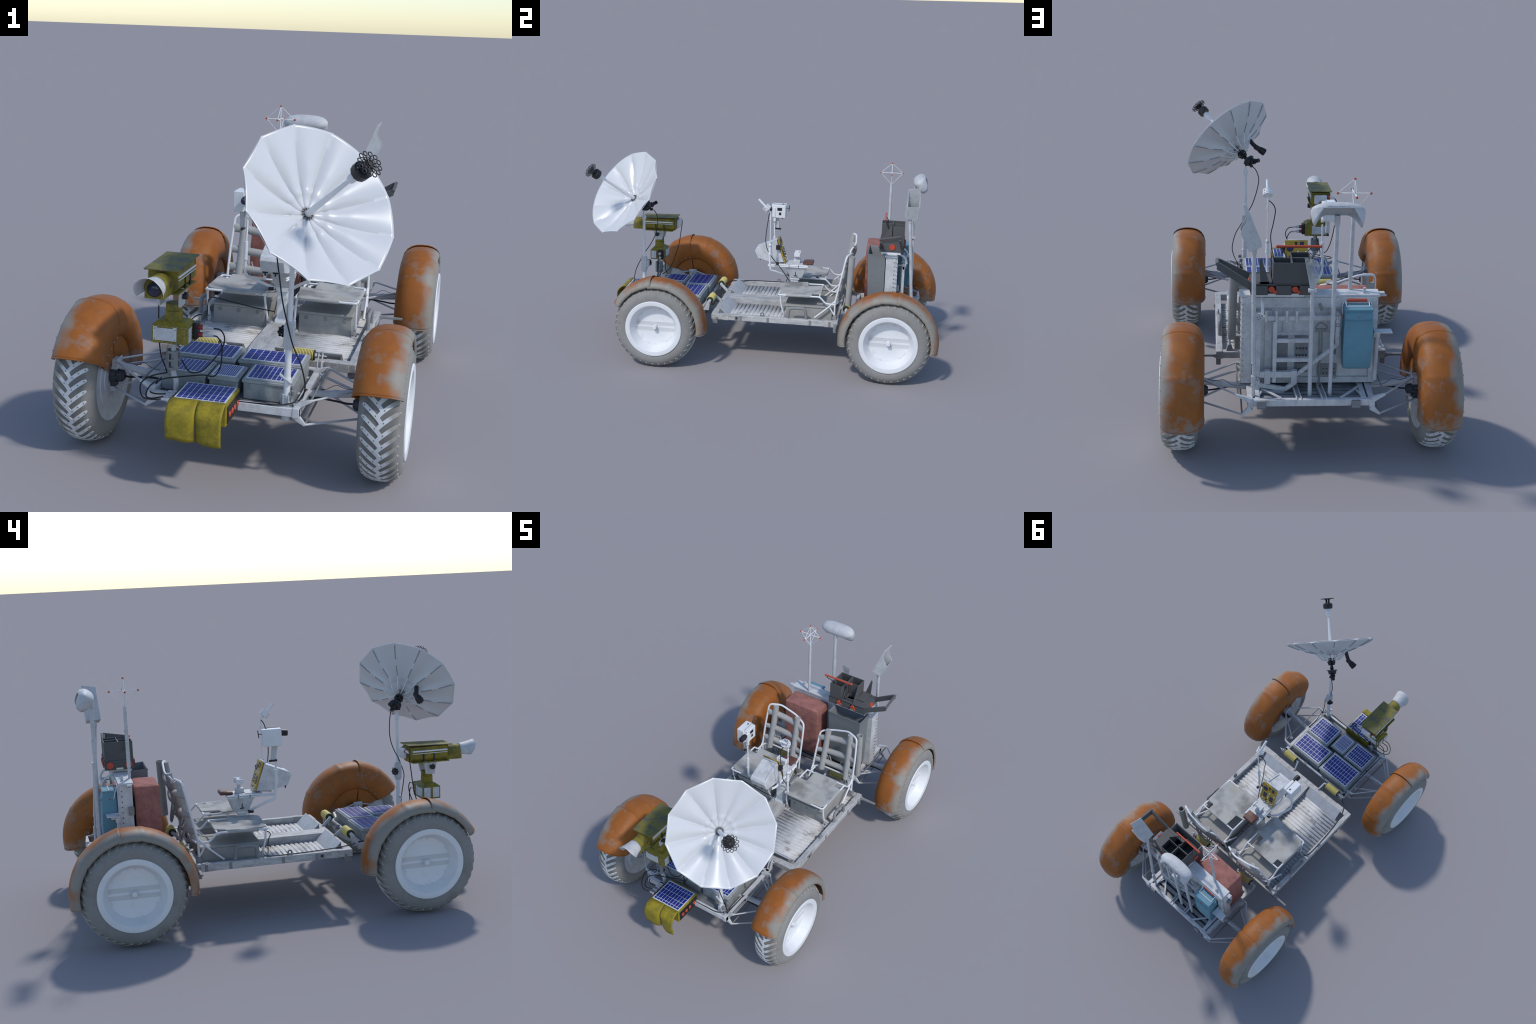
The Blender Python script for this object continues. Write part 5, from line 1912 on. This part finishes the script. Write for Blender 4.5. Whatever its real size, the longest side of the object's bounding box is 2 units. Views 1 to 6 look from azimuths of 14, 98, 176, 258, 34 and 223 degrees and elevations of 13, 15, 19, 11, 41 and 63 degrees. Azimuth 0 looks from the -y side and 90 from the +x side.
# open grey sample bin
b = Build()
x0, x1, y0, y1 = 0.040, 0.243, 0.592, 0.688
cxm, cym = (x0 + x1) / 2, (y0 + y1) / 2
out = lambda z, d: [(x0 - d, y0 - d, z), (cxm, y0 - d - 0.001, z - (0.004 if z > 0.6 else 0)), (x1 + d, y0 - d, z), (x1 + d, cym, z - (0.004 if z > 0.6 else 0)), (x1 + d, y1, z + (0.004 if z > 0.6 else 0)), (x0 - d, y1, z + (0.004 if z > 0.6 else 0)), (x0 - d, cym, z - (0.003 if z > 0.6 else 0))]
inn = lambda z, d: [(x0 + d, y0 + d, z), (cxm, y0 + d, z - (0.004 if z > 0.6 else 0)), (x1 - d, y0 + d, z), (x1 - d, cym, z - (0.004 if z > 0.6 else 0)), (x1 - d, y1 - d, z + (0.004 if z > 0.6 else 0)), (x0 + d, y1 - d, z + (0.004 if z > 0.6 else 0)), (x0 + d, cym, z - (0.003 if z > 0.6 else 0))]
b.loft([out(0.290, -0.010), out(0.600, 0.0), out(0.633, 0.001), out(0.642, 0.004), inn(0.641, 0.000), inn(0.634, 0.004), inn(0.330, 0.014)])
b.obj("sample_bin", "bin_grey", rover, bevel=0.001, angle=30)

# blue vinyl bag with a red grip
bag = group("blue_bag", rover, (-0.178, 0.79, 0.36))
b = Build()
prof = [(0.757, 0.362), (0.818, 0.360), (0.828, 0.372), (0.832, 0.45), (0.829, 0.52), (0.8275, 0.566), (0.8285, 0.570), (0.822, 0.590), (0.812, 0.604), (0.762, 0.606), (0.757, 0.600), (0.755, 0.50)]
rings = []
for i in range(9):
    u_ = -1 + 2 * i / 8
    bul = 1 - abs(u_) ** 6 * 0.10
    rings.append([(-0.178 + (0.0535 + 0.004 * math.sin((z - 0.36) * 12.8) ** 2) * u_, 0.79 + (y - 0.79) * bul, 0.483 + (z - 0.483) * (1 - abs(u_) ** 8 * 0.012)) for y, z in prof])
b.loft(rings)
b.obj("bag_body", "blue", bag, bevel=0.002, angle=40)
b = Build()
b.box(-0.2335, -0.1225, 0.752, 0.822, 0.5995, 0.6075)
b.box(-0.230, -0.126, 0.8285, 0.8315, 0.5635, 0.5675)
b.obj("bag_lid", "blue", bag, bevel=0.003)
b = Build()
for s in (1, -1):
    x = -0.178 + 0.047 * s
    b.tube([(x - 0.006 * s, 0.757, 0.6215), (x + 0.004 * s, 0.757, 0.6205), (x + 0.010 * s, 0.765, 0.600), (x + 0.009 * s, 0.772, 0.570)], 0.0022, 6, fillet=0.008)
    b.tube([(x - 0.002 * s, 0.760, 0.618), (x - 0.002 * s, 0.790, 0.608), (x - 0.002 * s, 0.812, 0.586)], 0.0018, 6, fillet=0.008)
b.tube([(-0.225, 0.792, 0.6095), (-0.131, 0.792, 0.6095)], 0.0024, 6)
b.obj("bag_wire", "white_clean", bag, angle=60)
b = Build().cyl((-0.215, 0.757, 0.6215), (-0.138, 0.757, 0.6215), 0.0065, n=14)
for s in (1, -1):
    b.cyl((-0.178 + 0.056 * s, 0.79, 0.570), (-0.178 + 0.060 * s, 0.79, 0.570), 0.0035, n=8)
b.cyl((-0.178, 0.828, 0.580), (-0.178, 0.832, 0.581), 0.0035, n=10)
b.obj("bag_grip", "red", bag, bevel=0.0015)

# charcoal tool rack with open bins
rack = group("tool_rack", rover, (0.12, 0.72, 0.65))
b = Build()
x0, x1, y0, y1 = 0.002, 0.236, 0.652, 0.788
z0, z1 = 0.654, 0.698
# base: a tray whose long sides are notched where the red knobs sit
b.box(x0, x1, y0 + 0.016, y1 - 0.016, z0, z1)
for ys in ((y0, y0 + 0.0165), (y1 - 0.0165, y1)):
    for xa, xb in ((x0, 0.050), (0.080, 0.140), (0.170, x1)):
        b.box(xa, xb, ys[0], ys[1], z0, z1)
    b.box(x0, x1, ys[0], ys[1], z1 - 0.006, z1)
b.box(x0 + 0.001, x0 + 0.05, y0 + 0.001, y1 - 0.001, z0 - 0.0, z0 + 0.03)
b.obj("rack_base", "rack", rack, bevel=0.0015)


def bin_(b, xa, xb, ya, yb, zb, zt, w=0.0035, taper=0.003):
    o = lambda z, d: [(xa + d, ya + d, z), (xb - d, ya + d, z), (xb - d, yb - d, z), (xa + d, yb - d, z)]
    b.loft([o(zb, taper), o(zt, 0), o(zt, w), o(zb + 0.006, w + taper)])


b = Build()
bin_(b, 0.004, 0.079, 0.656, 0.7215, z1, 0.7835, 0.0035, 0.0003)
bin_(b, 0.0045, 0.152, 0.720, 0.786, z1, 0.783, 0.0035, 0.0003)
b.box(0.077, 0.083, 0.7235, 0.7825, z1 + 0.004, 0.7825)
bin_(b, 0.095, 0.150, 0.668, 0.714, z1 - 0.006, 0.716, 0.003, 0.001)
b.obj("tool_bin", "rack", rack, bevel=0.0008)
b = Build()
for x in (0.0835, 0.1535):
    b.prism([(x, 0.655, z1), (x, 0.716, z1), (x, 0.716, 0.786), (x, 0.708, 0.782), (x, 0.690, 0.752)], (0.0035, 0, 0))
b.prism([(0.1545, 0.786, z1), (0.205, 0.786, z1), (0.205, 0.770, z1), (0.1545, 0.770, z1)], (0, 0, 0.003))
b.prism([(0.164, 0.786, z1), (0.199, 0.786, z1), (0.205, 0.786, 0.796), (0.198, 0.786, 0.803)], (0, -0.0035, 0))
b.box(0.155, 0.205, 0.700, 0.786, z1 - 0.001, z1 + 0.010)
b.obj("rack_fin", "rack", rack, bevel=0.0006)
b = Build()
h0, h1 = V((0.232, 0.658, 0.682)), V((0.232, 0.786, 0.676))
t0, t1 = V((0.358, 0.662, 0.746)), V((0.358, 0.764, 0.764))
for p, q in ((h0, t0), (V((0.232, 0.776, 0.684)), t1)):
    b.bar(p, q, 0.012, 0.027, (0, 0, 1))
b.bar(t0 + V((0, -0.006, -0.001)), t1 + V((0, 0.006, 0.001)), 0.013, 0.028, (0.4, 0, 1))
b.box(0.2355, 0.2385, 0.672, 0.772, 0.660, 0.694)
b.obj("rack_handle", "rack", rack, bevel=0.002)
b = Build()
for x in (0.072, 0.162):
    for y, o in ((y0, -1), (y1, 1)):
        b.cyl((x - 0.005, y - 0.004 * o, 0.679), (x - 0.005, y + 0.007 * o, 0.679), 0.0120, n=18)
        b.cyl((x - 0.005 + (-0.013 if o > 0 else 0.013), y - 0.004 * o, 0.668), (x - 0.005 + (-0.013 if o > 0 else 0.013), y + 0.006 * o, 0.668), 0.0075, n=14)
b.cyl((0.236, 0.722, 0.684), (0.2435, 0.722, 0.684), 0.0165, n=24)
for y in (0.678, 0.764):
    b.cyl((0.002, y, 0.676), (-0.0035, y, 0.676), 0.0165, n=24)
b.obj("rack_knob", "red", rack, bevel=0.0012)
b = Build()
for x in (0.065, 0.155):
    for y, o in ((y0, -1), (y1, 1)):
        b.box(x - 0.0149, x + 0.0149, *sorted((y - 0.0162 * o, y - 0.0150 * o)), z0 + 0.001, z1 - 0.007)
b.obj("rack_recess", "black", rack)
b = Build().cyl((0.130, 0.6745, 0.812), (-0.038, 0.6745, 0.812), 0.0052, n=12)
for x in (0.130, -0.038):
    b.ball((x, 0.6745, 0.812), 0.0066, 6)
b.obj("carry_bar", "red", rack, angle=60)
b = Build()
b.tube([(0.122, 0.6745, 0.812), (0.108, 0.678, 0.795), (0.092, 0.690, 0.772), (0.092, 0.695, 0.72)], 0.0026, 6, fillet=0.01)
b.tube([(-0.034, 0.6745, 0.811), (-0.026, 0.678, 0.792), (-0.006, 0.690, 0.782), (-0.002, 0.700, 0.74)], 0.0026, 6, fillet=0.01)
b.obj("carry_wire", "rack", rack, angle=60)
b = Build().box(-0.003, 0.0015, 0.705, 0.737, 0.6565, 0.664)
b.obj("rack_label", "cream", rack)
b = Build()
b.box(0.030, 0.232, 0.664, 0.770, 0.641, 0.6545)
b.tube([(0.19, 0.746, 0.638), (0.19, 0.775, 0.630), (0.19, 0.800, 0.612), (0.19, 0.806, 0.58)], 0.0065, 8, fillet=0.02)
b.tube([(0.02, 0.746, 0.636), (0.01, 0.775, 0.628), (0.0, 0.805, 0.608), (-0.005, 0.812, 0.57)], 0.0050, 8, fillet=0.02)
b.obj("rack_stand", "white_clean", rack, bevel=0.001)
